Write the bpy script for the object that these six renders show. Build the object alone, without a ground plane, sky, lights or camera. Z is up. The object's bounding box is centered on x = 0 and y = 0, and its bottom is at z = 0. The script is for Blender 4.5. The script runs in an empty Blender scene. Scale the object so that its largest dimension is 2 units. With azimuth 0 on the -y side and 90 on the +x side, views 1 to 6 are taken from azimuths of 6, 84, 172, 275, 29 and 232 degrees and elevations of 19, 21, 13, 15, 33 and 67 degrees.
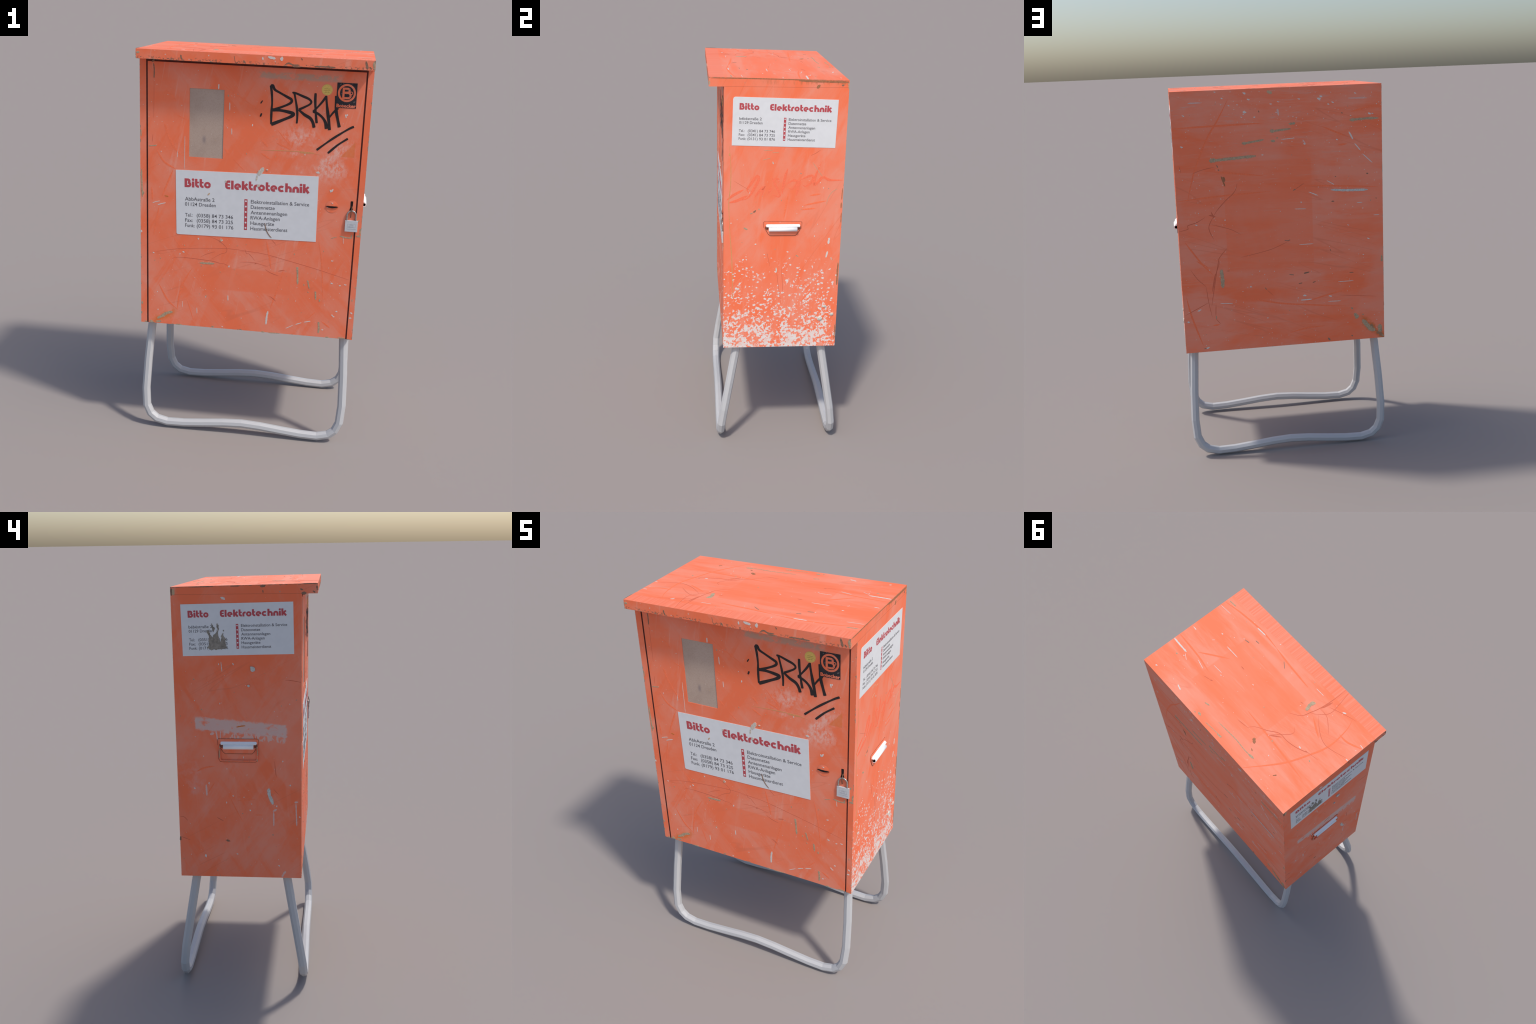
"""Weathered orange steel junction cabinet standing on two bent tube leg frames."""
import bpy, bmesh, math, random
from mathutils import Vector, Matrix

random.seed(11)

# ------------------------------------------------------------------ main sizes (metres)
HX = 0.5505                   # half width of the cabinet
Y_FRONT, Y_BACK = -0.2745, 0.3152
Z_BOTTOM, Z_LID = 0.599, 1.9557
Y_EAVE = -0.345               # front of the overhanging lid
Z_TOP_FRONT, Z_TOP_BACK = 2.000, 1.9892
LID_SLOPE = (Z_TOP_BACK - Z_TOP_FRONT) / (Y_BACK - Y_EAVE)
REVEAL = 0.004                # depth of the door reveal
GAP_LEFT = (-0.5190, -0.5112) # shadow gaps between door and frame posts
GAP_RIGHT = (0.5157, 0.5234)
DOOR_TOP = 1.9390

# paint colours, linear
SAT, FADE = (0.94, 0.192, 0.083), (0.885, 0.282, 0.180)


# ------------------------------------------------------------------ node helper
class Nodes:
    def __init__(self, name):
        self.mat = bpy.data.materials.new(name)
        self.mat.use_nodes = True
        self.nt = self.mat.node_tree
        self.bsdf = self.nt.nodes["Principled BSDF"]
        self.co = self.nt.nodes.new("ShaderNodeTexCoord").outputs["Object"]

    def put(self, socket, v):
        if hasattr(v, "is_output"):
            self.nt.links.new(v, socket)
        elif isinstance(v, (tuple, list)) and socket.type == "RGBA":
            socket.default_value = (*v, 1.0)
        else:
            socket.default_value = v

    def math(self, op, a, b=0.0, clamp=False):
        n = self.nt.nodes.new("ShaderNodeMath")
        n.operation, n.use_clamp = op, clamp
        self.put(n.inputs[0], a)
        self.put(n.inputs[1], b)
        return n.outputs[0]

    def vec(self, op, a, b):
        n = self.nt.nodes.new("ShaderNodeVectorMath")
        n.operation = op
        self.put(n.inputs[0], a)
        self.put(n.inputs[1], b)
        return n.outputs[0]

    def place(self, loc=(0, 0, 0), scale=(1, 1, 1), rot=(0, 0, 0), src=None):
        n = self.nt.nodes.new("ShaderNodeMapping")
        self.put(n.inputs["Vector"], src or self.co)
        n.inputs["Location"].default_value = loc
        n.inputs["Rotation"].default_value = rot
        n.inputs["Scale"].default_value = scale
        return n.outputs[0]

    def slant(self, src, degrees, stretch, loc=(0, 0, 0)):
        """Turn the face plane, then draw it out along the turned first axis."""
        n = self.nt.nodes.new("ShaderNodeMapping")
        n.vector_type = "TEXTURE"
        self.put(n.inputs["Vector"], src)
        n.inputs["Location"].default_value = loc
        n.inputs["Rotation"].default_value = (0, 0, math.radians(degrees))
        n.inputs["Scale"].default_value = (stretch, 1, 1)
        return n.outputs[0]

    def noise(self, vec, scale, detail=3.0, rough=0.5, distort=0.0, colour=False):
        n = self.nt.nodes.new("ShaderNodeTexNoise")
        self.put(n.inputs["Vector"], vec)
        n.inputs["Scale"].default_value = scale
        n.inputs["Detail"].default_value = detail
        n.inputs["Roughness"].default_value = rough
        n.inputs["Distortion"].default_value = distort
        return n.outputs["Color" if colour else "Fac"]

    def cells(self, vec, scale):
        n = self.nt.nodes.new("ShaderNodeTexVoronoi")
        self.put(n.inputs["Vector"], vec)
        n.inputs["Scale"].default_value = scale
        return n.outputs["Distance"], n.outputs["Color"]

    def step(self, v, lo, hi, smooth=True):
        n = self.nt.nodes.new("ShaderNodeMapRange")
        n.interpolation_type = "SMOOTHSTEP" if smooth else "LINEAR"
        self.put(n.inputs["Value"], v)
        if lo <= hi:
            n.inputs["From Min"].default_value, n.inputs["From Max"].default_value = lo, hi
        else:
            n.inputs["From Min"].default_value, n.inputs["From Max"].default_value = hi, lo
            n.inputs["To Min"].default_value, n.inputs["To Max"].default_value = 1.0, 0.0
        return n.outputs[0]

    def mix(self, a, b, f):
        n = self.nt.nodes.new("ShaderNodeMix")
        n.data_type = "RGBA"
        self.put(n.inputs[0], f)
        self.put(n.inputs[6], a)
        self.put(n.inputs[7], b)
        return n.outputs[2]

    def xyz(self, v=None):
        n = self.nt.nodes.new("ShaderNodeSeparateXYZ")
        self.put(n.inputs[0], v or self.co)
        return n.outputs

    def band(self, v, lo, hi, soft):
        """1 between lo and hi, falling off over soft."""
        return self.math("MULTIPLY", self.step(v, lo - soft, lo + soft), self.step(v, hi + soft, hi - soft))

    def ridge(self, v, centre, half):
        """1 on the thin line where v passes centre: curved hairlines out of noise."""
        return self.step(self.math("ABSOLUTE", self.math("SUBTRACT", v, centre)), half, 0.0)

    def finish(self, colour, rough=0.6, spec=0.25, metallic=0.0, bump=None, bump_size=0.002):
        self.put(self.bsdf.inputs["Base Color"], colour)
        self.put(self.bsdf.inputs["Roughness"], rough)
        self.bsdf.inputs["Specular IOR Level"].default_value = spec
        self.bsdf.inputs["Metallic"].default_value = metallic
        if bump is not None:
            n = self.nt.nodes.new("ShaderNodeBump")
            n.inputs["Distance"].default_value = bump_size
            n.inputs["Strength"].default_value = 0.5
            self.put(n.inputs["Height"], bump)
            self.put(self.bsdf.inputs["Normal"], n.outputs[0])
        return self.mat


def plain(name, colour, rough=0.6, grain=0.08, scale=120.0, spec=0.25, metallic=0.0):
    k = Nodes(name)
    f = k.noise(k.co, scale, 3.0, 0.6)
    lo = tuple(c * (1 - grain) for c in colour)
    hi = tuple(min(1.0, c * (1 + grain)) for c in colour)
    return k.finish(k.mix(lo, hi, k.step(f, 0.3, 0.7)), rough, spec, metallic)


def paint(name, streak=(1, 1, 1), seed=0.0, fade_bias=0.0, pale_lines=0.35, wiped=0.5, axes=(0, 2, 1), wipe=(62, -48, 80, 24), specks=1.0, extra=None, stretch_eave=False, streaky=0.5):
    """Sun-faded orange enamel: pale bloom, rubbed streaks, curved wipe lines, chips."""
    k = Nodes(name)
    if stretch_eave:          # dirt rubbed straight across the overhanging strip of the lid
        s = k.xyz()
        n = k.nt.nodes.new("ShaderNodeCombineXYZ")
        k.put(n.inputs[0], s[0])
        k.put(n.inputs[1], k.math("MAXIMUM", s[1], Y_FRONT))
        k.put(n.inputs[2], s[2])
        k.raw, k.co = k.co, n.outputs[0]
    co = k.place(loc=(seed, seed * 1.7, seed * 0.6))
    bloom = k.step(k.noise(co, 3.0, 6.0, 0.60, 0.5), 0.36, 0.62)
    rub = k.step(k.noise(k.place(loc=(seed, 3, 5), scale=streak), 5.0, 7.0, 0.66, 0.2), 0.38, 0.62)
    # two families of slanting wipes, long and nearly straight
    s = k.xyz()
    n = k.nt.nodes.new("ShaderNodeCombineXYZ")
    for slot, axis in enumerate(axes):
        k.put(n.inputs[slot], s[axis])
    face = n.outputs[0]
    wipe_a = k.step(k.noise(k.slant(face, wipe[0], 6.0, (seed, 3, 1)), 9.0, 5.0, 0.6, 0.3), 0.51, 0.64)
    wipe_b = k.step(k.noise(k.slant(face, wipe[1], 6.0, (seed, 1, 4)), 10.0, 6.0, 0.65, 0.3), 0.50, 0.64)
    wipe_c = k.step(k.noise(k.slant(face, wipe[2], 12.0, (seed, 6, 2)), 24.0, 5.0, 0.6, 0.2), 0.58, 0.68)
    fade = k.math("ADD", k.math("MULTIPLY", bloom, 1.0 - streaky), k.math("MULTIPLY", rub, streaky))
    fade = k.math("ADD", fade, fade_bias, clamp=True)
    fade = k.math("SUBTRACT", fade, k.math("MULTIPLY", wipe_a, wiped), clamp=True)
    fade = k.math("ADD", fade, k.math("MULTIPLY", wipe_b, wiped * 0.8), clamp=True)
    colour = k.mix(SAT, FADE, fade)
    colour = k.mix(colour, (0.86, 0.40, 0.30), k.math("MULTIPLY", wipe_c, pale_lines))
    # fine crossing scratches
    soft = k.noise(co, 2.1, 2.0)
    fine = k.noise(k.slant(face, wipe[3], 14.0, (seed, 7, 2)), 11.0, 1.0, 0.4, 0.3)
    colour = k.mix(colour, (0.70, 0.160, 0.085), k.math("MULTIPLY", k.math("MULTIPLY", k.ridge(fine, 0.50, 0.010), k.step(soft, 0.52, 0.44)), 0.32))
    # pale and bare specks
    jit = k.nt.nodes.new("ShaderNodeVectorMath")
    jit.operation = "MULTIPLY_ADD"
    k.put(jit.inputs[0], k.noise(co, 60.0, 3.0, colour=True))
    jit.inputs[1].default_value = (0.012, 0.012, 0.012)
    k.put(jit.inputs[2], co)
    warp = jit.outputs[0]
    for scale, size, keep, tone in ((30.0, 0.085, 0.88, (0.70, 0.62, 0.56)), (26.0, 0.075, 0.90, (0.36, 0.30, 0.23)), (75.0, 0.13, 0.88, (0.74, 0.52, 0.44))):
        dist, rnd = k.cells(warp, scale)
        c = k.nt.nodes.new("ShaderNodeSeparateColor")
        k.put(c.inputs[0], rnd)
        size_here = k.math("MULTIPLY", k.math("MULTIPLY", c.outputs[1], size * 1.6), k.math("GREATER_THAN", c.outputs[0], 1 - (1 - keep) * specks))
        colour = k.mix(colour, tone, k.math("MULTIPLY", k.step(k.math("SUBTRACT", dist, size_here), 0.02, -0.03), 0.9))
    if extra:
        colour = extra(k, co, colour)
    grain = k.noise(co, 260.0, 2.0, 0.6)
    colour = k.mix(colour, (0.70, 0.20, 0.11), k.math("MULTIPLY", k.step(grain, 0.45, 0.75), 0.16))
    return k.finish(colour, 0.62, 0.22)


# ------------------------------------------------------------------ face-specific wear
PALE = (0.72, 0.66, 0.62)


def wear_front(k, co, colour):
    x, y, z = k.xyz()
    # chalky rubbed haze below the scrawl and right of the sign
    zone = k.math("MULTIPLY", k.band(x, 0.17, 0.46, 0.08), k.band(z, 1.43, 1.66, 0.06))
    crumb = k.noise(k.place(scale=(1, 1, 0.6)), 70.0, 5.0, 0.75)
    blot = k.step(k.noise(co, 9.0, 4.0, 0.6), 0.42, 0.62)
    f = k.math("MULTIPLY", k.math("MULTIPLY", zone, blot), k.step(crumb, 0.36, 0.60))
    colour = k.mix(colour, (0.85, 0.50, 0.42), k.math("MULTIPLY", f, 0.9))
    # scuffed grey strip under the eave
    zone = k.math("MULTIPLY", k.band(x, 0.02, 0.41, 0.012), k.band(z, 1.888, 1.918, 0.007))
    f = k.math("MULTIPLY", zone, k.step(k.noise(k.place(scale=(0.7, 1, 1)), 30.0, 5.0, 0.7), 0.40, 0.54))
    colour = k.mix(colour, (0.50, 0.35, 0.26), k.math("MULTIPLY", f, 0.8))
    # deeper orange rectangle where something was once stuck
    zone = k.math("MULTIPLY", k.band(x, -0.21, 0.22, 0.004), k.band(z, 0.815, 0.935, 0.006))
    colour = k.mix(colour, SAT, k.math("MULTIPLY", zone, 0.65))
    # three-cornered sun shadow of an old label
    edge = k.math("SUBTRACT", k.math("MULTIPLY", k.math("SUBTRACT", x, 0.424), 1.15), k.math("SUBTRACT", z, 1.540))
    zone = k.math("MULTIPLY", k.math("MULTIPLY", k.step(edge, -0.003, 0.003), k.band(z, 1.540, 1.62, 0.002)), k.band(x, 0.42, 0.489, 0.002))
    colour = k.mix(colour, (0.80, 0.20, 0.06), k.math("MULTIPLY", zone, 0.7))
    # bare rusty bruise in the lower left corner
    d = k.math("ABSOLUTE", k.math("SUBTRACT", k.math("SUBTRACT", z, 0.640), k.math("MULTIPLY", k.math("ADD", x, 0.430), 0.55)))
    d = k.math("ADD", d, k.math("MULTIPLY", k.math("SUBTRACT", k.noise(co, 30.0, 4.0, 0.7), 0.5), 0.06))
    zone = k.math("MULTIPLY", k.step(d, 0.030, 0.004), k.band(x, -0.490, -0.370, 0.02))
    colour = k.mix(colour, (0.80, 0.190, 0.050), k.math("MULTIPLY", zone, 0.9))
    colour = edges(k, co, colour, ((z, -1, -Z_BOTTOM),), 0.010, thr=0.50)
    return edges(k, co, colour, ((x, 1, HX), (x, -1, HX)), 0.010, thr=0.53)


def edges(k, co, colour, sides, width=0.010, amount=1.0, thr=0.555, grit=34.0):
    """Paint knocked off along outer edges: (coordinate, sign, position) triples."""
    chip = k.noise(k.place(scale=(1, 1, 1)), grit, 4.0, 0.7)
    for c, sign, pos in sides:
        d = k.math("SUBTRACT", pos, k.math("MULTIPLY", c, sign))          # distance inwards
        f = k.step(k.math("SUBTRACT", chip, k.math("MULTIPLY", d, 0.33 / width)), thr, thr + 0.03)
        colour = k.mix(colour, (0.30, 0.235, 0.17), k.math("MULTIPLY", f, amount))
    return colour


def wear_right(k, co, colour):
    x, y, z = k.xyz()
    seam = k.math("MULTIPLY", k.band(z, Z_LID - 0.0006, Z_LID + 0.0006, 0.0006), k.step(y, Y_FRONT - 0.002, Y_FRONT))
    colour = k.mix(colour, (0.42, 0.085, 0.045), k.math("MULTIPLY", seam, 0.8))
    rim = k.math("SUBTRACT", k.math("SUBTRACT", Z_TOP_FRONT, z), k.math("MULTIPLY", k.math("SUBTRACT", y, Y_EAVE), -LID_SLOPE))
    worn = k.step(k.math("SUBTRACT", k.noise(k.place(scale=(1, 1, 0.4)), 40.0, 4.0, 0.7), k.math("MULTIPLY", rim, 42.0)), 0.36, 0.44)
    colour = k.mix(colour, (0.33, 0.17, 0.11), k.math("MULTIPLY", worn, 0.75))
    # lime splashes, thick at the foot and thinning upwards
    climb = k.step(z, 1.16, 0.62, smooth=False)
    patch = k.noise(co, 11.0, 3.0, 0.5)
    splash = k.noise(k.place(loc=(2, 5, 1), scale=(1, 0.95, 1.0), rot=(0.6, 0, 0)), 66.0, 6.0, 0.62, 0.3)
    lift = k.math("ADD", k.math("MULTIPLY", k.math("POWER", climb, 1.45), 0.185), k.math("MULTIPLY", k.math("SUBTRACT", patch, 0.5), 0.46))
    keep_edge = k.step(y, 0.318, 0.24)
    lift = k.math("SUBTRACT", lift, k.math("MULTIPLY", k.math("SUBTRACT", 1.0, keep_edge), 0.10))
    f = k.step(k.math("ADD", splash, lift), 0.650, 0.690)
    f = k.math("MULTIPLY", f, k.step(climb, 0.08, 0.25))
    # single flung drops of every size above the dense zone
    jit = k.nt.nodes.new("ShaderNodeVectorMath")
    jit.operation = "MULTIPLY_ADD"
    k.put(jit.inputs[0], k.noise(co, 90.0, 3.0, colour=True))
    jit.inputs[1].default_value = (0.010, 0.010, 0.010)
    k.put(jit.inputs[2], k.place(scale=(1, 0.8, 1.0)))
    dist, rnd = k.cells(jit.outputs[0], 68.0)
    c = k.nt.nodes.new("ShaderNodeSeparateColor")
    k.put(c.inputs[0], rnd)
    big = k.math("MULTIPLY", k.math("MULTIPLY", c.outputs[1], 0.42), k.math("GREATER_THAN", k.math("ADD", c.outputs[0], k.math("MULTIPLY", climb, 0.62)), 1.0))
    f = k.math("MAXIMUM", f, k.step(k.math("SUBTRACT", dist, big), 0.02, -0.04))
    colour = k.mix(colour, (0.77, 0.73, 0.70), k.math("MULTIPLY", f, 0.95))
    # cloudy smears between the splashes
    smear = k.math("MULTIPLY", k.step(k.noise(co, 24.0, 5.0, 0.7), 0.48, 0.70), k.step(climb, 0.55, 1.0))
    colour = k.mix(colour, (0.84, 0.45, 0.36), k.math("MULTIPLY", smear, 0.55))
    # rusty run-off below the upper rim
    rim = k.math("MULTIPLY", k.band(z, 1.968, 1.99, 0.008), k.step(k.noise(k.place(scale=(1, 1, 0.25)), 60.0, 4.0, 0.65), 0.47, 0.66))
    colour = k.mix(colour, (0.50, 0.16, 0.07), k.math("MULTIPLY", k.math("MULTIPLY", rim, k.step(y, -0.3, 0.2)), 0.7))
    return edges(k, co, colour, ((y, 1, Y_BACK), (k.math("ADD", y, k.math("GREATER_THAN", z, Z_LID)), -1, -Y_FRONT)), 0.005)


def wear_left(k, co, colour):
    x, y, z = k.xyz()
    seam = k.math("MULTIPLY", k.band(z, Z_LID - 0.0006, Z_LID + 0.0006, 0.0006), k.step(y, Y_FRONT - 0.002, Y_FRONT))
    colour = k.mix(colour, (0.42, 0.085, 0.045), k.math("MULTIPLY", seam, 0.8))
    rim = k.math("SUBTRACT", k.math("SUBTRACT", Z_TOP_FRONT, z), k.math("MULTIPLY", k.math("SUBTRACT", y, Y_EAVE), -LID_SLOPE))
    worn = k.step(k.math("SUBTRACT", k.noise(k.place(scale=(1, 1, 0.4)), 40.0, 4.0, 0.7), k.math("MULTIPLY", rim, 42.0)), 0.36, 0.44)
    colour = k.mix(colour, (0.33, 0.17, 0.11), k.math("MULTIPLY", worn, 0.75))
    # a broad smeared swipe of pale primer above the handle
    wob = k.math("MULTIPLY", k.math("SUBTRACT", k.noise(k.place(scale=(1, 1, 1.6)), 40.0, 5.0, 0.65), 0.5), 0.034)
    drift = k.math("MULTIPLY", y, 0.085)                                   # the swipe sinks towards the front
    zz = k.math("ADD", k.math("SUBTRACT", z, drift), wob)
    zone = k.math("MULTIPLY", k.band(zz, 1.318, 1.376, 0.007), k.band(k.math("ADD", y, wob), -0.205, 0.222, 0.004))
    hole = k.step(k.noise(k.place(loc=(3, 1, 4), scale=(1, 0.8, 1.5)), 24.0, 5.0, 0.65, 0.6), 0.28, 0.46)
    colour = k.mix(colour, (0.66, 0.50, 0.455), k.math("MULTIPLY", k.math("MULTIPLY", zone, hole), 0.85))
    ragged = k.math("MULTIPLY", k.band(zz, 1.290, 1.33, 0.004), k.band(y, -0.20, 0.09, 0.01))
    ragged = k.math("MULTIPLY", ragged, k.step(k.noise(k.place(loc=(5, 1, 4), scale=(1, 1, 0.8)), 38.0, 5.0, 0.6, 0.8), 0.50, 0.53))
    colour = k.mix(colour, (0.70, 0.50, 0.44), k.math("MULTIPLY", ragged, 0.8))
    mist = k.math("MULTIPLY", k.step(k.noise(co, 7.0, 5.0, 0.7), 0.46, 0.70), k.math("MULTIPLY", k.band(z, 0.95, 1.20, 0.06), k.step(y, 0.08, 0.22)))
    colour = k.mix(colour, (0.80, 0.40, 0.34), k.math("MULTIPLY", mist, 0.6))
    return edges(k, co, colour, ((y, 1, Y_BACK),), 0.004)


def wear_back(k, co, colour):
    x, y, z = k.xyz()
    zone = k.math("MULTIPLY", k.band(x, -0.165, 0.30, 0.004), k.band(z, 1.04, 1.62, 0.006))
    colour = k.mix(colour, SAT, k.math("MULTIPLY", zone, 0.45))
    d = k.math("ABSOLUTE", k.math("SUBTRACT", k.math("SUBTRACT", z, 0.655), k.math("MULTIPLY", k.math("ADD", x, 0.490), 0.85)))
    d = k.math("ADD", d, k.math("MULTIPLY", k.math("SUBTRACT", k.noise(co, 26.0, 4.0, 0.7), 0.5), 0.10))
    zone = k.math("MULTIPLY", k.step(d, 0.045, 0.005), k.band(x, -0.56, -0.43, 0.02))
    colour = k.mix(colour, (0.66, 0.165, 0.042), k.math("MULTIPLY", zone, 0.95))
    core = k.math("MULTIPLY", k.step(k.math("ADD", d, k.math("MULTIPLY", k.math("SUBTRACT", k.noise(co, 70.0, 4.0, 0.7), 0.5), 0.03)), 0.014, 0.007), k.band(x, -0.545, -0.455, 0.01))
    colour = k.mix(colour, (0.30, 0.20, 0.12), k.math("MULTIPLY", core, 0.95))
    # dragged grey scuffs near the top
    drag = k.step(k.noise(k.place(loc=(1, 2, 9), scale=(0.18, 1, 1.6)), 40.0, 5.0, 0.7), 0.58, 0.72)
    colour = k.mix(colour, (0.66, 0.40, 0.34), k.math("MULTIPLY", k.math("MULTIPLY", drag, k.step(z, 1.45, 1.95)), 0.6))
    drag = k.step(k.noise(k.place(loc=(8, 2, 3), scale=(0.12, 1, 2.0)), 34.0, 5.0, 0.65), 0.60, 0.74)
    colour = k.mix(colour, (0.78, 0.34, 0.25), k.math("MULTIPLY", drag, 0.4))
    return edges(k, co, colour, ((z, -1, -Z_BOTTOM), (x, -1, 0.55)), 0.006)


def wear_roof(k, co, colour):
    x, y, z = k.xyz()
    zone = k.math("MULTIPLY", k.band(x, -0.17, 0.30, 0.004), k.band(y, -0.16, 0.20, 0.004))
    colour = k.mix(colour, SAT, k.math("MULTIPLY", zone, 0.5))
    drag = k.step(k.noise(k.place(loc=(8, 2, 3), scale=(0.12, 1.6, 1)), 36.0, 5.0, 0.65), 0.58, 0.74)
    colour = k.mix(colour, (0.90, 0.34, 0.24), k.math("MULTIPLY", drag, 0.45))
    # the strip over the eave was rubbed square to the edge
    comb = k.noise(k.place(scale=(1, 0, 0)), 70.0, 6.0, 0.75)
    strip = k.step(k.xyz(k.raw)[1], Y_FRONT + 0.002, Y_FRONT - 0.002)
    strip = k.math("MULTIPLY", strip, 0.75)
    colour = k.mix(colour, k.mix((0.86, 0.175, 0.080), (0.92, 0.285, 0.185), k.step(comb, 0.36, 0.64)), strip)
    return colour


def wear_lid_front(k, co, colour):
    x, y, z = k.xyz()
    colour = edges(k, co, colour, ((x, 1, HX), (x, -1, HX)), 0.022, thr=0.50)
    flake = k.math("MULTIPLY", k.step(k.noise(k.place(scale=(1, 1, 1.3)), 95.0, 4.0, 0.65), 0.53, 0.57), k.step(z, 1.974, 1.962))
    flake = k.math("MULTIPLY", flake, k.step(k.noise(co, 9.0, 2.0), 0.44, 0.54))
    colour = k.mix(colour, (0.27, 0.13, 0.085), k.math("MULTIPLY", flake, 0.9))
    return edges(k, co, colour, ((z, -1, -Z_LID),), 0.012, thr=0.52, grit=60.0)


M = {}
M["front"] = paint("front_enamel", (1.0, 1, 0.75), 1.3, fade_bias=-0.10, extra=wear_front, streaky=0.4)
M["right"] = paint("right_side_enamel", (1, 1.2, 0.5), 4.1, axes=(1, 2, 0), wipe=(72, 50, 86, 60), fade_bias=-0.16, pale_lines=0.15, extra=wear_right, specks=1.2)
M["left"] = paint("left_side_enamel", (1, 1.0, 0.7), 7.7, axes=(1, 2, 0), wipe=(60, -55, 84, -30), fade_bias=-0.18, pale_lines=0.10, extra=wear_left, specks=0.9)
M["back"] = paint("back_enamel", (0.3, 1, 1.8), 2.9, wipe=(9, -12, 2, 20), fade_bias=0.08, pale_lines=0.18, wiped=0.35, extra=wear_back, streaky=0.45)
M["roof"] = paint("roof_enamel", (0.3, 1.8, 1), 5.5, axes=(0, 1, 2), wipe=(4, -9, 0, 22), pale_lines=0.15, wiped=0.3, extra=wear_roof, streaky=0.65, specks=0.5, stretch_eave=True)
M["lid"] = paint("lid_front_enamel", (0.5, 1, 1), 6.2, fade_bias=-0.25, extra=wear_lid_front)
M["fresh"] = paint("hardware_enamel", (1, 1, 1), 8.8, fade_bias=-0.1)
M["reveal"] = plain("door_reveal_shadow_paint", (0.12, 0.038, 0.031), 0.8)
M["paper"] = plain("sign_white", (0.73, 0.735, 0.745), 0.55, 0.02, 30.0)
M["red"] = plain("sign_red", (0.50, 0.078, 0.092), 0.55, 0.04)
M["ink"] = plain("sign_grey_ink", (0.105, 0.100, 0.110), 0.6, 0.05)
M["scrawl"] = plain("black_marker", (0.030, 0.022, 0.022), 0.55, 0.15)
M["black"] = plain("sticker_black", (0.030, 0.026, 0.030), 0.5, 0.2, 60.0)
M["yellow"] = plain("sticker_yellow", (0.80, 0.54, 0.14), 0.6, 0.06)
M["galv"] = plain("grey_tube_paint", (0.51, 0.51, 0.515), 0.42, 0.0, 25.0, 0.4)
M["white"] = plain("white_plastic", (0.93, 0.93, 0.935), 0.45, 0.01, 40.0, 0.4)
M["steel"] = plain("padlock_steel", (0.62, 0.63, 0.65), 0.35, 0.05, 90.0, 0.5, 0.15)
M["bright_steel"] = plain("shackle_steel", (0.42, 0.40, 0.38), 0.3, 0.2, 90.0, 0.5, 0.6)
M["hole"] = plain("dark_opening", (0.018, 0.010, 0.010), 0.9)
M["rust_iron"] = plain("rusty_staple", (0.20, 0.11, 0.07), 0.8, 0.4, 200.0)
k = Nodes("grey_fibreboard")
c = k.mix((0.44, 0.322, 0.258), (0.50, 0.378, 0.308), k.step(k.noise(k.co, 6.0, 5.0, 0.6), 0.35, 0.65))
c = k.mix(c, (0.33, 0.23, 0.18), k.math("MULTIPLY", k.step(k.noise(k.co, 30.0, 5.0, 0.7), 0.60, 0.75), 0.5))
c = k.mix(c, (0.40, 0.28, 0.21), k.math("MULTIPLY", k.step(k.noise(k.co, 300.0, 3.0), 0.45, 0.7), 0.5))
x_, y_, z_ = k.xyz()
c = k.mix(c, (0.25, 0.20, 0.20), k.math("MULTIPLY", k.math("MULTIPLY", k.ridge(x_, -0.235, 0.014), k.ridge(z_, 1.582, 0.030)), 0.7))
M["board"] = k.finish(c, 0.85, 0.1)
MARK_TONES = {
    "metal": (0.45, 0.33, 0.215), "pale": (0.70, 0.62, 0.57), "cream": (0.62, 0.55, 0.47), "mortar": (0.55, 0.53, 0.49),
    "tan": (0.55, 0.38, 0.24), "olive": (0.70, 0.30, 0.13), "dark": (0.26, 0.15, 0.10), "brown": (0.28, 0.19, 0.14),
    "hair": (0.66, 0.155, 0.085), "bright": (0.94, 0.203, 0.092), "ghost": (0.94, 0.192, 0.098), "rust": (0.62, 0.19, 0.05),
    "rustbrown": (0.38, 0.16, 0.08), "rustglow": (0.80, 0.165, 0.042), "haze": (0.74, 0.44, 0.38),
}
for kind, tone in MARK_TONES.items():
    M[kind] = plain("mark_" + kind, tone, 0.75, 0.16 if kind in ("metal", "mortar", "cream", "dark", "rustbrown") else 0.05, 140.0, 0.15)


# ------------------------------------------------------------------ object helpers
def new_object(name, bm, mats, parent=None, smooth=False, kind=None):
    me = bpy.data.meshes.new(name)
    bm.to_mesh(me)
    bm.free()
    for m in mats:
        me.materials.append(m)
    if smooth:
        for p in me.polygons:
            p.use_smooth = True
    ob = bpy.data.objects.new(name, me)
    bpy.context.scene.collection.objects.link(ob)
    ob.parent = parent
    if kind:
        ob["kind"] = kind
    return ob


def prism(bm, outline, vector, mat=0):
    """Extrude a planar outline (list of Vectors) along a vector; closed solid."""
    a = [bm.verts.new(p) for p in outline]
    b = [bm.verts.new(Vector(p) + vector) for p in outline]
    fs = [bm.faces.new(a), bm.faces.new(b)]
    n = len(a)
    for i in range(n):
        fs.append(bm.faces.new((a[i], a[(i + 1) % n], b[(i + 1) % n], b[i])))
    for f in fs:
        f.material_index = mat
    return fs


def box(bm, x0, x1, y0, y1, z0, z1, mat=0):
    return prism(bm, [Vector((x0, y0, z0)), Vector((x1, y0, z0)), Vector((x1, y1, z0)), Vector((x0, y1, z0))], Vector((0, 0, z1 - z0)), mat)


def tidy(bm):
    bmesh.ops.recalc_face_normals(bm, faces=bm.faces)
    return bm


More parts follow.
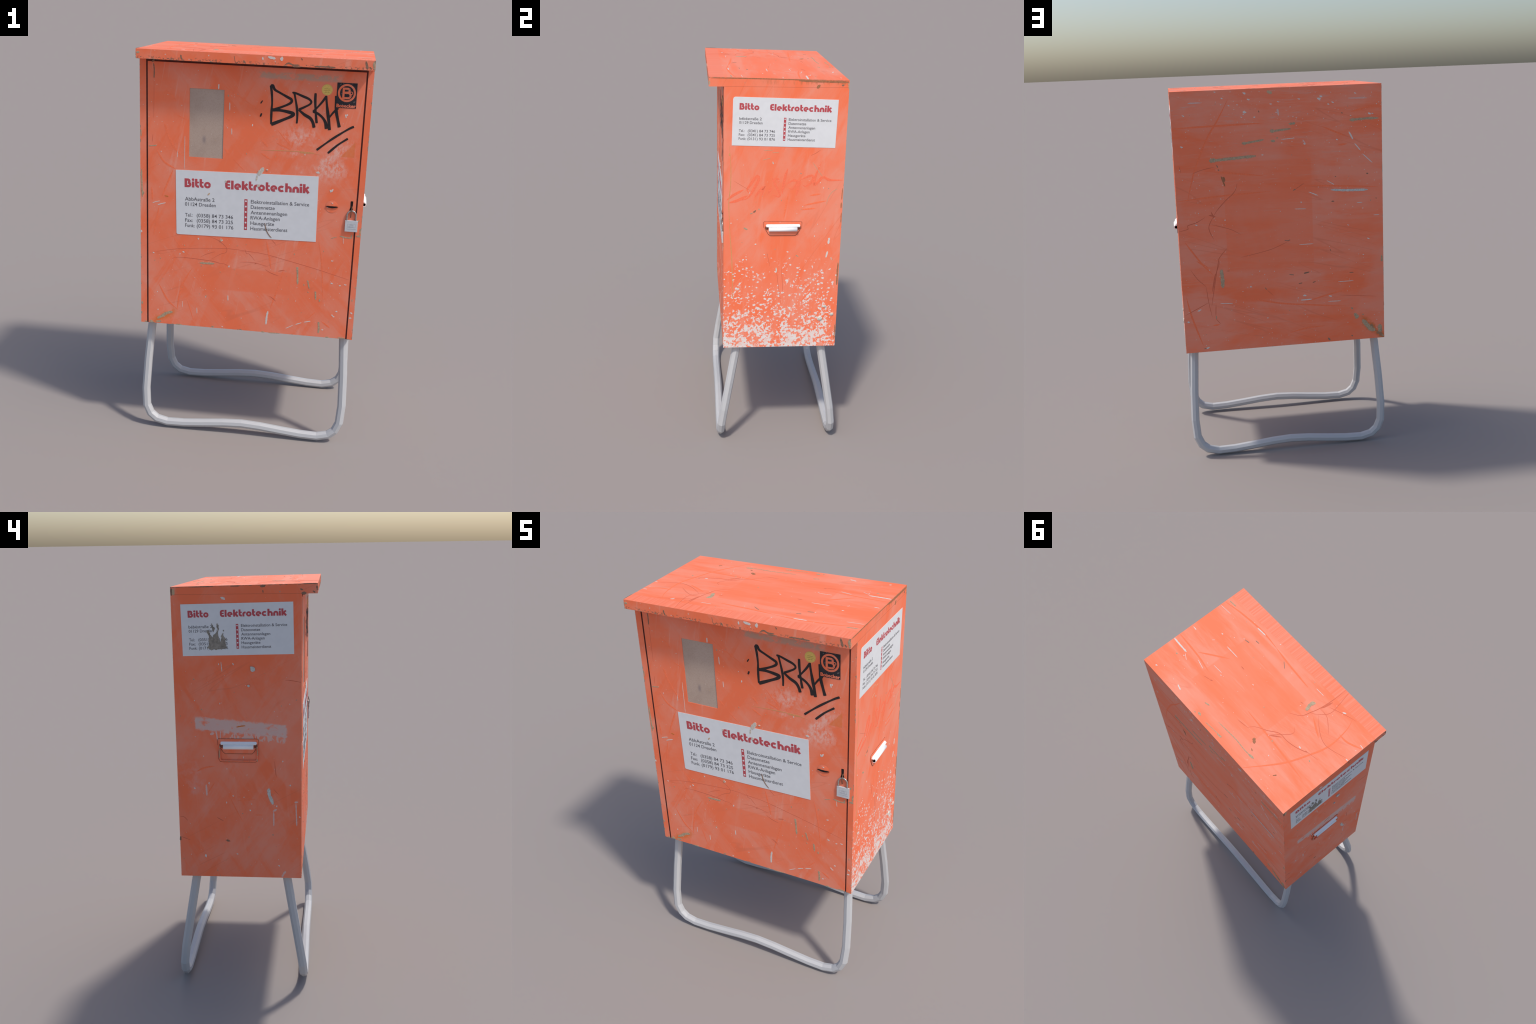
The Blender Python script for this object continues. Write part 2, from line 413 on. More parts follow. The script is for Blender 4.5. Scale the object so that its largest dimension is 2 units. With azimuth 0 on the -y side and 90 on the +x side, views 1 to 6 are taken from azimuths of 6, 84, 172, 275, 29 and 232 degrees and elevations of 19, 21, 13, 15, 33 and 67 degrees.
def tube(bm, path, radius, sides=8, mat=0, closed=False, turn=0.0, caps=True):
    """Sweep a polygon along a path of Vectors with mitred rings."""
    rings, n = [], len(path)
    up = None
    for i, p in enumerate(path):
        prev, nxt = path[(i - 1) % n], path[(i + 1) % n]
        d0 = (p - prev).normalized() if (i or closed) else None
        d1 = (nxt - p).normalized() if (i < n - 1 or closed) else None
        d0, d1 = d0 or d1, d1 or d0
        t = (d0 + d1).normalized()
        if up is None:
            up = t.orthogonal().normalized()
        up = (up - t * up.dot(t)).normalized()
        side = t.cross(up)
        stretch = 1.0 / max(0.5, t.dot(d1))
        bend = (d1 - d0)
        axis = (bend - t * bend.dot(t)).normalized() if bend.length > 1e-5 else None
        ring = []
        for j in range(sides):
            a = turn + 2 * math.pi * j / sides
            off = (up * math.cos(a) + side * math.sin(a)) * radius
            if axis:
                off += axis * off.dot(axis) * (stretch - 1.0)
            ring.append(bm.verts.new(p + off))
        rings.append(ring)
    for i in range(n if closed else n - 1):
        a, b = rings[i], rings[(i + 1) % n]
        for j in range(sides):
            bm.faces.new((a[j], a[(j + 1) % sides], b[(j + 1) % sides], b[j])).material_index = mat
    if not closed and caps:
        bm.faces.new(rings[0]).material_index = mat
        bm.faces.new(rings[-1]).material_index = mat


# surfaces that carry marks: (u, v, height) -> world
SURFACE = {
    "front": lambda u, v, h: Vector((u, Y_FRONT - h, v)),
    "lid": lambda u, v, h: Vector((u, Y_EAVE - h, v)),
    "right": lambda u, v, h: Vector((HX + h, u, v)),
    "left": lambda u, v, h: Vector((-HX - h, u, v)),
    "back": lambda u, v, h: Vector((u, Y_BACK + h, v)),
    "roof": lambda u, v, h: Vector((u, v, Z_TOP_FRONT + (v - Y_EAVE) * LID_SLOPE + h)),
}


def flat_strip(bm, to_world, pts, widths, low, high, ramp=0.0, mat=0):
    """A thin raised ribbon: centre line pts (u, v), width per point, from height low to high."""
    top, n = [], len(pts)
    for i, (u, v) in enumerate(pts):
        a, b = pts[max(0, i - 1)], pts[min(n - 1, i + 1)]
        du, dv = b[0] - a[0], b[1] - a[1]
        ln = math.hypot(du, dv) or 1.0
        nu, nv, w = -dv / ln, du / ln, widths[i] / 2
        h = high + ramp * i
        top.append([bm.verts.new(to_world(u + s * nu * w, v + s * nv * w, hh)) for s in (1, -1) for hh in (h, low)])
    for a, b in zip(top, top[1:]):
        for f in ((a[0], a[2], b[2], b[0]), (a[1], a[0], b[0], b[1]), (a[2], a[3], b[3], b[2])):
            bm.faces.new(f).material_index = mat
    for e in (top[0], top[-1]):
        bm.faces.new((e[0], e[1], e[3], e[2])).material_index = mat


def blob(bm, to_world, outline, low, high, mat=0):
    a = [bm.verts.new(to_world(u, v, high)) for u, v in outline]
    b = [bm.verts.new(to_world(u, v, low)) for u, v in outline]
    bm.faces.new(a).material_index = mat
    for i in range(len(a)):
        j = (i + 1) % len(a)
        bm.faces.new((a[i], a[j], b[j], b[i])).material_index = mat


def curve_through(pts, step):
    """Catmull-Rom points at about the given spacing."""
    if len(pts) < 3:
        (u0, v0), (u1, v1) = pts[0], pts[-1]
        n = max(2, int(math.dist(pts[0], pts[-1]) / step))
        return [(u0 + (u1 - u0) * i / n, v0 + (v1 - v0) * i / n) for i in range(n + 1)]
    out = []
    for i in range(len(pts) - 1):
        p0, p1, p2, p3 = pts[max(0, i - 1)], pts[i], pts[i + 1], pts[min(len(pts) - 1, i + 2)]
        n = max(1, int(math.dist(p1, p2) / step))
        for s in range(n):
            t = s / n
            out.append(tuple(0.5 * (2 * b + (c - a) * t + (2 * a - 5 * b + 4 * c - d) * t * t + (3 * b - a - 3 * c + d) * t ** 3) for a, b, c, d in zip(p0, p1, p2, p3)))
    return out + [pts[-1]]


# ------------------------------------------------------------------ the thing
cabinet = bpy.data.objects.new("electrical_cabinet", None)
bpy.context.scene.collection.objects.link(cabinet)
cabinet["label"] = "weathered orange steel electrical cabinet on bent tube legs"
cabinet["category"] = "utility cabinet"

# ---- body: one extruded sheet-steel section with a shallow recess for the door
bm = bmesh.new()
yr = Y_FRONT + REVEAL
plan = [(-HX, Y_FRONT), (GAP_LEFT[0], Y_FRONT), (GAP_LEFT[0], yr), (GAP_RIGHT[1], yr), (GAP_RIGHT[1], Y_FRONT), (HX, Y_FRONT), (HX, Y_BACK), (-HX, Y_BACK)]
prism(bm, [Vector((x, y, Z_BOTTOM)) for x, y in plan], Vector((0, 0, Z_LID - 0.00005 - Z_BOTTOM)))
tidy(bm)
for f in bm.faces:
    n, c = f.normal, f.calc_center_median()
    if abs(n.z) > 0.5:
        f.material_index = 0
    elif n.x > 0.5 and c.x > 0.54:
        f.material_index = 1
    elif n.x < -0.5 and c.x < -0.54:
        f.material_index = 2
    elif n.y > 0.5:
        f.material_index = 3
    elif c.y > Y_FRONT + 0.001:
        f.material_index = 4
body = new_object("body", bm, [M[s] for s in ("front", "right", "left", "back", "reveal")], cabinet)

# ---- lid: sloping slab with a front eave
bm = bmesh.new()
side = [(Y_EAVE, Z_LID), (Y_EAVE, Z_TOP_FRONT), (Y_BACK, Z_TOP_BACK), (Y_BACK, Z_LID)]
prism(bm, [Vector((-HX, y, z)) for y, z in side], Vector((2 * HX, 0, 0)))
tidy(bm)
for f in bm.faces:
    n = f.normal
    f.material_index = 0 if n.z > 0.5 else 1 if n.y < -0.5 or n.z < -0.5 else 2 if n.x > 0.5 else 3 if n.x < -0.5 else 4
lid = new_object("lid", bm, [M[s] for s in ("roof", "lid", "right", "left", "back")], cabinet)

# ---- door: slab with a cut-out for the inspection board
WINDOW = (-0.3080, -0.1417, 1.4935, 1.8240)
bm = bmesh.new()
x0, x1, z0, z1, yb = GAP_LEFT[1], GAP_RIGHT[0], Z_BOTTOM + 0.0015, DOOR_TOP, yr - 0.0005
wx0, wx1, wz0, wz1 = WINDOW


def loop(y, a, b, c, d):
    return [bm.verts.new((x, y, z)) for x, z in ((a, c), (b, c), (b, d), (a, d))]


outer, inner = loop(Y_FRONT, x0, x1, z0, z1), loop(Y_FRONT, wx0, wx1, wz0, wz1)
outer_back, inner_back = loop(yb, x0, x1, z0, z1), loop(yb, wx0, wx1, wz0, wz1)
for i in range(4):
    j = (i + 1) % 4
    bm.faces.new((outer[i], outer[j], inner[j], inner[i]))
    bm.faces.new((outer_back[i], outer_back[j], inner_back[j], inner_back[i]))
    bm.faces.new((outer[i], outer[j], outer_back[j], outer_back[i]))
    bm.faces.new((inner[i], inner[j], inner_back[j], inner_back[i]))
tidy(bm)
door = new_object("door", bm, [M["front"]], cabinet)
bm = bmesh.new()
box(bm, wx0 + 0.0003, wx1 - 0.0003, Y_FRONT + 0.0022, yb - 0.0002, wz0 + 0.0003, wz1 - 0.0003)
new_object("window_board", tidy(bm), [M["board"]], door)

# ---- tube legs: two sagging U frames, splayed outwards at the foot
PROFILE = [(0.500, 0.640), (0.5075, 0.560), (0.5200, 0.372), (0.5258, 0.208), (0.5190, 0.113), (0.4980, 0.065), (0.4640, 0.036), (0.4050, 0.0215), (0.3150, 0.0238), (0.2080, 0.0340), (0.1000, 0.0455)]


def splay(table, z):
    for (za, ya), (zb, yb_) in zip(table, table[1:]):
        if z <= zb:
            return ya + (yb_ - ya) * (z - za) / (zb - za)
    return table[-1][1]


for lift, table in ((0.0060, [(0.0, -0.2855), (0.03, -0.285), (0.13, -0.280), (0.21, -0.267), (0.70, -0.183)]),
                    (0.0, [(0.0, 0.3252), (0.022, 0.3247), (0.13, 0.3205), (0.17, 0.316), (0.70, 0.226)])):
    pts = [(-x, z) for x, z in PROFILE] + [(0.0, 0.0510)] + [(x, z) for x, z in reversed(PROFILE)]
    path = [Vector((x, splay(table, z + lift), z + lift)) for x, z in pts]
    bm = bmesh.new()
    tube(bm, path, 0.0222, 8, turn=math.pi / 8)
    new_object("leg_frame", tidy(bm), [M["galv"]], cabinet)


# ------------------------------------------------------------------ lettering
def text_mesh(string, bold=0.0):
    cu = bpy.data.curves.new("lettering", "FONT")
    cu.body, cu.size, cu.extrude, cu.resolution_u, cu.offset = string, 1.0, 0.01, 3, bold
    ob = bpy.data.objects.new("lettering", cu)
    bpy.context.scene.collection.objects.link(ob)
    bpy.context.view_layer.update()
    me = ob.to_mesh()
    verts = [v.co.copy() for v in me.vertices]
    faces = [tuple(p.vertices) for p in me.polygons]
    ob.to_mesh_clear()
    bpy.data.objects.remove(ob)
    bpy.data.curves.remove(cu)
    return verts, faces


CAP = max(v.y for v in text_mesh("H")[0])


def write(bm, to_world, string, a0, b0, cap, width, low, high, mat=0, bold=0.0):
    """Built-in font, fitted to a cap height and an overall width, in local (a, b)."""
    verts, faces = text_mesh(string, bold)
    x0, x1 = min(v.x for v in verts), max(v.x for v in verts)
    sx, sy = width / (x1 - x0), cap / CAP
    vs = [bm.verts.new(to_world(a0 + (v.x - x0) * sx, b0 + v.y * sy, high if v.z > 0 else low)) for v in verts]
    for f in faces:
        try:
            bm.faces.new([vs[i] for i in f]).material_index = mat
        except ValueError:
            pass


def arc(cx, cy, r, a0, a1, n=14):
    return [(cx + r * math.cos(math.radians(a0 + (a1 - a0) * i / n)), cy + r * math.sin(math.radians(a0 + (a1 - a0) * i / n))) for i in range(n + 1)]


ARCH = [(0.14, 0.30)] + arc(0.36, 0.34, 0.22, 180, 0, 10) + [(0.58, 0.0)]
# fat geometric display letters: advance width and strokes (points, thickness)
HEADLINE = {
    "B": (0.80, [([(0.14, 0.0), (0.14, 1.0)], 0.28), ([(0.1, 0.87)] + arc(0.38, 0.72, 0.15, 90, -80, 8), 0.26), ([(0.36, 0.53)] + arc(0.42, 0.33, 0.20, 60, -90, 9) + [(0.1, 0.13)], 0.26)]),
    "i": (0.34, [([(0.14, 0.0), (0.14, 0.68)], 0.27), (arc(0.14, 0.89, 0.075, 0, 360, 10), 0.15)]),
    "t": (0.50, [([(0.14, 1.0), (0.14, 0.33)] + arc(0.35, 0.34, 0.21, 180, 270, 6) + [(0.44, 0.13)], 0.26), ([(0.2, 0.60), (0.44, 0.60)], 0.17)]),
    "o": (0.80, [(arc(0.37, 0.345, 0.245, 0, 360, 20), 0.25)]),
    "E": (0.64, [([(0.56, 0.875)] + arc(0.35, 0.66, 0.21, 90, 180, 6) + arc(0.35, 0.34, 0.21, 180, 270, 6) + [(0.56, 0.13)], 0.26), ([(0.2, 0.5), (0.52, 0.5)], 0.19)]),
    "l": (0.34, [([(0.14, 0.0), (0.14, 1.0)], 0.27)]),
    "e": (0.80, [(arc(0.37, 0.345, 0.245, -8, 300, 18), 0.25), ([(0.30, 0.31), (0.72, 0.31)], 0.13)]),
    "k": (0.74, [([(0.14, 0.0), (0.14, 1.0)], 0.27), ([(0.22, 0.36), (0.60, 0.70)], 0.24), ([(0.30, 0.42), (0.62, 0.0)], 0.27)]),
    "r": (0.50, [([(0.14, 0.0), (0.14, 0.33)] + arc(0.35, 0.35, 0.21, 180, 95, 6) + [(0.46, 0.56)], 0.26)]),
    "c": (0.76, [(arc(0.37, 0.345, 0.245, 42, 318, 18), 0.25)]),
    "h": (0.76, [([(0.14, 0.0), (0.14, 1.0)], 0.27), (ARCH, 0.26)]),
    "n": (0.76, [([(0.14, 0.0), (0.14, 0.36)], 0.27), (ARCH, 0.26)]),
}


def headline(bm, to_world, word, a0, b0, cap, width, low, high, mat=0):
    total = sum(HEADLINE[c][0] for c in word) - 0.08
    sx, x, lift = width / total, 0.0, 0.0
    for c in word:
        adv, strokes = HEADLINE[c]
        for pts, t in strokes:
            lift += 0.000012
            # sweep in scaled space so that thickness follows the letter's stretch
            flat_strip(bm, lambda u, v, h: to_world(a0 + u * sx, b0 + v * cap, h), [(x + p[0], p[1]) for p in pts], [t] * len(pts), low, high + lift, 0.0000006, mat)
        x += adv


def sign_frame(face, cu, cv, angle, flip=1.0):
    ca, sa = math.cos(angle), math.sin(angle)

    def to_world(a, b, h):
        return SURFACE[face](cu + flip * (a * ca - b * sa), cv + a * sa + b * ca, h)
    return to_world


def sign(face, cu, cv, w, h, angle, address, numbers, cut, flip=1.0):
    at = sign_frame(face, cu, cv, angle, flip)
    loc = lambda p, q: (-w / 2 + p * w, h / 2 - q * h)                       # fractions from the top left corner
    bm = bmesh.new()
    r = 0.012
    corners = [(-w / 2, -h / 2), (w / 2, -h / 2), (w / 2, h / 2), (-w / 2, h / 2)]
    if cut == "lower":
        corners[0:1] = [(-w / 2, -h / 2 + r * 0.6), (-w / 2 + r * 0.25, -h / 2 + r * 0.15), (-w / 2 + r * 0.8, -h / 2)]
    elif cut == "upper":
        corners[3:4] = [(-w / 2 + r, h / 2), (-w / 2 + r * 0.3, h / 2 - r * 0.25), (-w / 2, h / 2 - r)]
    blob(bm, at, corners, 0.0, 0.0012)
    plate = new_object("company_sign", tidy(bm), [M["paper"]], door if face == "front" else body)
    bm = bmesh.new()
    low, high = 0.0011, 0.0015
    a, b = loc(0.062, 0.258)
    headline(bm, at, "Bitto", a, b, 0.134 * h, 0.186 * w, low, high)
    a, b = loc(0.350, 0.258)
    headline(bm, at, "Elektrotechnik", a, b, 0.134 * h, 0.588 * w, low, high)
    (a, b), (a2, b2) = loc(0.488, 0.397), loc(0.510, 0.875)
    flat_strip(bm, at, [((a + a2) / 2, b), ((a + a2) / 2, b2)], [a2 - a] * 2, low, high)
    new_object("red_lettering", tidy(bm), [M["red"]], plate)
    bm = bmesh.new()
    for i in range(6):
        a, b = loc(0.499, 0.428 + 0.0828 * i)
        blob(bm, at, arc(a, b, 0.0046 * w / 0.7, 0, 345, 11), high - 0.0001, high + 0.0003)
    new_object("white_bullet_dots", tidy(bm), [M["paper"]], plate)
    bm = bmesh.new()
    cap = 0.054 * h
    lines = [(address, 0.064, 0.464, 0.203 if len(address) < 12 else 0.212), (numbers[0], 0.064, 0.545, 0.221),
             ("Tel.:", 0.064, 0.714, 0.053), ("Fax:", 0.064, 0.796, 0.056), ("Funk:", 0.064, 0.878, 0.069),
             (numbers[1], 0.148, 0.714, 0.261), (numbers[2], 0.148, 0.796, 0.261), (numbers[3], 0.148, 0.878, 0.264)]
    for i, (s, p1) in enumerate((("Elektroinstallation & Service", 0.943), ("Datennetze", 0.703), ("Antennenanlagen", 0.792), ("RWA-Anlagen", 0.741), ("Hausgeräte", 0.702), ("Hausmeisterdienst", 0.797))):
        lines.append((s, 0.534, 0.457 + 0.0828 * i, p1 - 0.534))
    for s, p, q, ww in lines:
        a, b = loc(p, q)
        write(bm, at, s, a, b, cap, ww * w, low, high, bold=0.006)
    new_object("grey_lettering", tidy(bm), [M["ink"]], plate)
    return plate, at, loc


sign("front", -0.0195, 1.2674, 0.6995, 0.3295, math.radians(1.09), "AbbAstraße 2", ("01124 Dresden", "(0358) 84 73 346", "(0358) 84 73 325", "(0179) 93 01 176"), "lower")
sign("right", 0.0156, 1.7880, 0.4995, 0.2320, math.radians(-1.35), "bébéstraße 2", ("01129 Dresden", "(0341) 84 73 746", "(0341) 84 73 725", "(0131) 93 01 876"), "upper")
plate, at, loc = sign("left", 0.0157, 1.8002, 0.5085, 0.2325, math.radians(1.0), "bébéstraße 2", ("01129 Dresden", "(0351) 84 73 746", "(0351) 84 73 725", "(0171) 93 01 826"), None, -1.0)

# the burnt-off patch of the left sign: a ragged flame shape with loose flecks
flame = [(0.226, 0.845), (0.240, 0.77), (0.243, 0.66), (0.235, 0.585), (0.228, 0.55), (0.240, 0.50), (0.252, 0.56), (0.262, 0.60), (0.276, 0.655), (0.282, 0.60), (0.312, 0.545), (0.318, 0.50), (0.330, 0.53),
         (0.328, 0.62), (0.336, 0.70), (0.345, 0.74), (0.356, 0.66), (0.352, 0.62), (0.372, 0.56), (0.372, 0.61), (0.390, 0.66), (0.392, 0.74), (0.400, 0.85), (0.385, 0.868), (0.352, 0.885), (0.338, 0.873), (0.305, 0.893), (0.283, 0.872), (0.262, 0.905), (0.245, 0.868)]
rng = random.Random(5)
fine = []
for (p, q), (p2, q2) in zip(flame, flame[1:] + flame[:1]):
    for s in range(3):
        t = s / 3
        fine.append(loc(p + (p2 - p) * t + (rng.uniform(-1, 1) * 0.004 if s else 0), q + (q2 - q) * t + (rng.uniform(-1, 1) * 0.010 if s else 0)))
bm = bmesh.new()
blob(bm, at, fine, 0.0011, 0.0019)
for p, q, r in ((0.279, 0.44, 0.010), (0.285, 0.49, 0.012), (0.322, 0.40, 0.007), (0.326, 0.44, 0.012), (0.330, 0.485, 0.010), (0.274, 0.39, 0.006), (0.376, 0.52, 0.006), (0.232, 0.53, 0.010), (0.291, 0.475, 0.011)):
    a, b = loc(p, q)
    blob(bm, at, [(a + r * 0.45 * rng.uniform(0.6, 1.2) * math.cos(t), b + r * 0.75 * rng.uniform(0.6, 1.3) * math.sin(t)) for t in [i * math.pi / 5 for i in range(10)]], 0.0011, 0.00192 + r * 0.001)
new_object("scorched_patch", tidy(bm), [plain("scorched_residue", (0.275, 0.245, 0.205), 0.9, 0.25, 70.0)], plate, kind="stuff")


# ------------------------------------------------------------------ painted and scraped marks
MARK_SETS = {}
lift = 0.0


def marks(face, kind, *strokes):
    """Each stroke: width in mm, then its course in mm on that face."""
    global lift
    rng = random.Random(face + kind)
    bm = MARK_SETS.setdefault((face, kind), bmesh.new())
    base = {"bright": 0.00022, "ghost": 0.00026, "rustglow": 0.00030, "hair": 0.00034, "olive": 0.00036, "haze": 0.00040}.get(kind, 0.00055)
    if kind in ("cream", "tan", "brown") and face == "front":
        base = 0.0021                                                        # dirt lying on the sign
    for width, *course in strokes:
        pts = [(u / 1000.0, v / 1000.0) for u, v in course]
        w = max(0.0013, width / 1000.0 * ({"pale": 0.8 if face == "back" else 0.55, "hair": 0.62, "brown": 0.62, "metal": 0.85, "dark": 0.62}.get(kind, 1.0) if face in ("roof", "back") else 1.0))
        if kind == "bright":
            w = min(w, 0.009)
        length = sum(math.dist(a, b) for a, b in zip(pts, pts[1:]))
        lift = (lift + 0.0000017) % 0.00004
        soft = kind in ("bright", "ghost", "hair", "olive", "rustglow")
        rag = 0.08 if soft else 0.16 if length > 4 * w else 0.28
        if length < 1.4 * w:                                                 # a chip: a small irregular island
            cu, cv = (pts[0][0] + pts[-1][0]) / 2, (pts[0][1] + pts[-1][1]) / 2
            ang = math.atan2(pts[-1][1] - pts[0][1], pts[-1][0] - pts[0][0])
            ra, rb = 0.5 * (w * 0.9 + length * 0.7), 0.5 * w * rng.uniform(0.6, 0.9)
            ring = []
            for i in range(13):
                t = 2 * math.pi * i / 13
                q = rng.uniform(0.62, 1.15)
                a, b = ra * q * math.cos(t), rb * q * math.sin(t)
                ring.append((cu + a * math.cos(ang) - b * math.sin(ang), cv + a * math.sin(ang) + b * math.cos(ang)))
            blob(bm, SURFACE[face], ring, 0.0, base + lift + (0.004 if kind == "mortar" else 0.0))
            continue
        step = max(0.0022, min(0.006, w * 0.6)) if not soft else 0.008
        line = curve_through(pts, step)
        if kind == "mortar":
            base = 0.0012
        n = len(line)
        widths = []
        for i in range(n):
            t = i / max(1, n - 1)
            taper = min(1.0, 0.35 + 4.0 * min(t, 1 - t)) if not soft else min(1.0, 0.15 + 3.0 * min(t, 1 - t))
            widths.append(w * taper * rng.uniform(1 - rag, 1 + rag))
        if not soft:
            line = [(u + rng.uniform(-1, 1) * w * 0.05, v + rng.uniform(-1, 1) * w * 0.05) for u, v in line]
        flat_strip(bm, SURFACE[face], line, widths, 0.0, base + lift, 0.0000001)


marks('front', 'metal',
      (10, (-245, 952), (-217, 952), (-170, 954)),
      (15, (-465, 628), (-441, 641), (-414, 661), (-383, 670)),
      (9, (-473, 609), (-444, 612)),
      (8, (-210, 774), (-207, 774)),
      (6, (-366, 602), (-335, 602)),
      (6, (-180, 608), (-163, 607)),
      (11, (-507, 610), (-485, 604)),
      (12, (-545, 714), (-544, 702)),
      (9, (-547, 660), (-548, 646)),
      (9, (-533, 605), (-519, 604)),
      (9, (250, 965), (253, 939), (257, 878)),
      (15, (249, 968), (251, 962)),
      (6, (307, 897), (317, 860)),
      (12, (306, 901), (309, 896)),
      (8, (349, 842), (352, 804)),
      (12, (348, 845), (349, 838)),
      (9, (371, 807), (372, 795)),
      (9, (375, 673), (378, 648), (377, 621)),
      (14, (374, 679), (376, 671)),
      (8, (310, 842), (312, 840)),
      (6, (83, 601), (101, 601)),
      (4, (119, 599), (178, 601)),
      (6, (414, 603), (432, 602)),
      (5, (477, 605), (512, 605)),
      (8, (535, 821), (535, 809)),
      (8, (546, 890), (547, 882)),
      (5, (-507, 1535), (-468, 1540)),
      (7, (-543, 1417), (-544, 1387), (-542, 1320), (-541, 1275)),
      (11, (-536, 1306), (-538, 1287)),
      (4, (-546, 1613), (-545, 1580)),
      (6, (448, 1149), (475, 1143), (501, 1142), (511, 1144)),
      (10, (503, 1142), (507, 1158)),
      (14, (530, 1153), (549, 1155)),
      (6, (537, 1238), (534, 1224)),
      (7, (546, 1193), (546, 1161)),
      (3, (406, 1132), (435, 1143)),
      )
marks('front', 'bright',
      (4, (-395, 900), (-382, 939), (-366, 975)),
      (25, (-455, 818), (-424, 757), (-401, 724), (-360, 688)),
      (20, (-283, 920), (-328, 839), (-350, 760), (-360, 684)),
      (4, (-308, 746), (-293, 701), (-275, 638)),
      (3, (-386, 1082), (-343, 1028), (-297, 984)),
      (6, (349, 1110), (370, 1001), (388, 807)),
      (11, (90, 1093), (113, 980), (118, 950)),
      (21, (182, 948), (152, 832), (124, 734)),
      (6, (357, 739), (313, 691)),
      (23, (389, 688), (434, 654)),
      (19, (-426, 1808), (-394, 1784), (-373, 1757)),
      (5, (-375, 1695), (-309, 1668)),
      (4, (-166, 1855), (-77, 1802), (6, 1751)),
      (14, (-431, 1648), (-415, 1618)),
      (10, (-136, 1697), (-102, 1675)),
      (18, (-430, 1634), (-401, 1571), (-372, 1523), (-339, 1496)),
      (12, (-386, 1424), (-415, 1352), (-444, 1279)),
      (8, (-455, 1236), (-470, 1159), (-483, 1081)),
      (23, (-467, 1517), (-430, 1461), (-371, 1428)),
      (17, (-136, 1545), (-105, 1515)),
      (4, (-83, 1491), (-38, 1447)),
      (9, (-493, 1328), (-489, 1260)),
      (4, (-19, 1764), (35, 1726), (72, 1695)),
      (4, (118, 1652), (154, 1610), (192, 1571)),
      (13, (187, 1568), (196, 1599)),
      (10, (116, 1589), (182, 1562)),
      (21, (43, 1535), (91, 1506)),
      (13, (45, 1598), (75, 1566)),
      )
marks('front', 'pale',
      (9, (-486, 989), (-483, 986)),
      (10, (-331, 1004), (-328, 1002)),
      (15, (-139, 1083), (-136, 1080)),
      (8, (-256, 1080), (-253, 1078)),
      (8, (-122, 611), (-119, 609)),
      (4, (-96, 788), (-95, 758)),
      (3, (-256, 705), (-255, 673)),
      (2, (-333, 733), (-332, 701)),
      (9, (113, 719), (108, 682), (106, 644)),
      (3, (209, 632), (245, 653)),
      (4, (258, 658), (288, 671)),
      (4, (300, 675), (334, 684)),
      (11, (423, 898), (428, 897)),
      (10, (492, 896), (497, 895)),
      (8, (466, 889), (471, 889)),
      (8, (418, 1017), (423, 1016)),
      (9, (458, 749), (463, 748)),
      (8, (438, 727), (443, 726)),
      (8, (445, 719), (450, 718)),
      (9, (394, 642), (399, 641)),
      (9, (530, 750), (541, 742)),
      (8, (525, 718), (539, 719)),
      (6, (-169, 1850), (-170, 1826)),
      (4, (-115, 1767), (-114, 1729)),
      (2, (-329, 1594), (-329, 1504), (-329, 1431)),
      (2, (-365, 1520), (-365, 1487)),
      (3, (-102, 1645), (-101, 1615)),
      (3, (-489, 1249), (-470, 1257), (-452, 1261)),
      (4, (-463, 1240), (-444, 1248), (-422, 1254)),
      (8, (-547, 1103), (-545, 1091)),
      (2, (466, 1141), (469, 1109)),
      (9, (385, 1377), (390, 1368), (401, 1381)),
      (13, (317, 1459), (327, 1458)),
      (7, (433, 1743), (437, 1726)),
      )
marks('front', 'hair',
      (2, (-506, 987), (-366, 1017), (-235, 1031), (-96, 1039), (34, 1031)),
      (3, (-389, 961), (-362, 973), (-283, 973), (-178, 966), (-146, 959), (-119, 957), (-86, 940)),
      (2, (-241, 983), (-212, 1001), (-167, 1018)),
      (2, (-214, 1099), (-155, 1080), (-112, 1046), (-111, 1019), (-140, 1007), (-192, 972)),
      (2, (-17, 1044), (-8, 1021), (5, 1020), (35, 987)),
      (3, (90, 944), (119, 928), (158, 916)),
      (5, (154, 940), (189, 949)),
      (2, (-42, 1031), (65, 1028), (207, 999), (350, 966), (510, 924)),
      (2, (-40, 973), (24, 976), (103, 961)),
      (5, (34, 968), (46, 974)),
      (2, (114, 1104), (140, 1077)),
      (5, (114, 799), (125, 799), (151, 777)),
      (1, (-481, 1861), (-481, 1787), (-482, 1671)),
      (2, (-486, 1595), (-491, 1551)),
      )
marks('front', 'dark',
      (15, (-489, 1938), (-479, 1946)),
      (5, (-483, 1931), (-480, 1901), (-481, 1861)),
      )
marks('front', 'rust',
      (6, (-428, 1291), (-409, 1287)),
      )
marks('front', 'cream',
      (20, (59, 1464), (48, 1447), (33, 1427)),
      (7, (30, 1426), (27, 1397)),
      (6, (72, 1455), (82, 1455)),
      (8, (-124, 1390), (-123, 1377)),
      (16, (34, 1371), (43, 1378)),
      )
marks('front', 'tan',
      (7, (-211, 1308), (-201, 1320)),
      (9, (-142, 1075), (-136, 1088)),
      )
marks('front', 'brown',
      (5, (77, 1187), (85, 1153), (100, 1127), (114, 1113)),
      )
marks('front', 'olive',
      (4, (42, 1549), (146, 1553), (250, 1553), (328, 1544)),
      (9, (225, 1549), (297, 1551)),
      )
marks('lid', 'metal',
      (11, (-548, 1983), (-532, 1984)),
      (10, (543, 1993), (547, 1960)),
      )
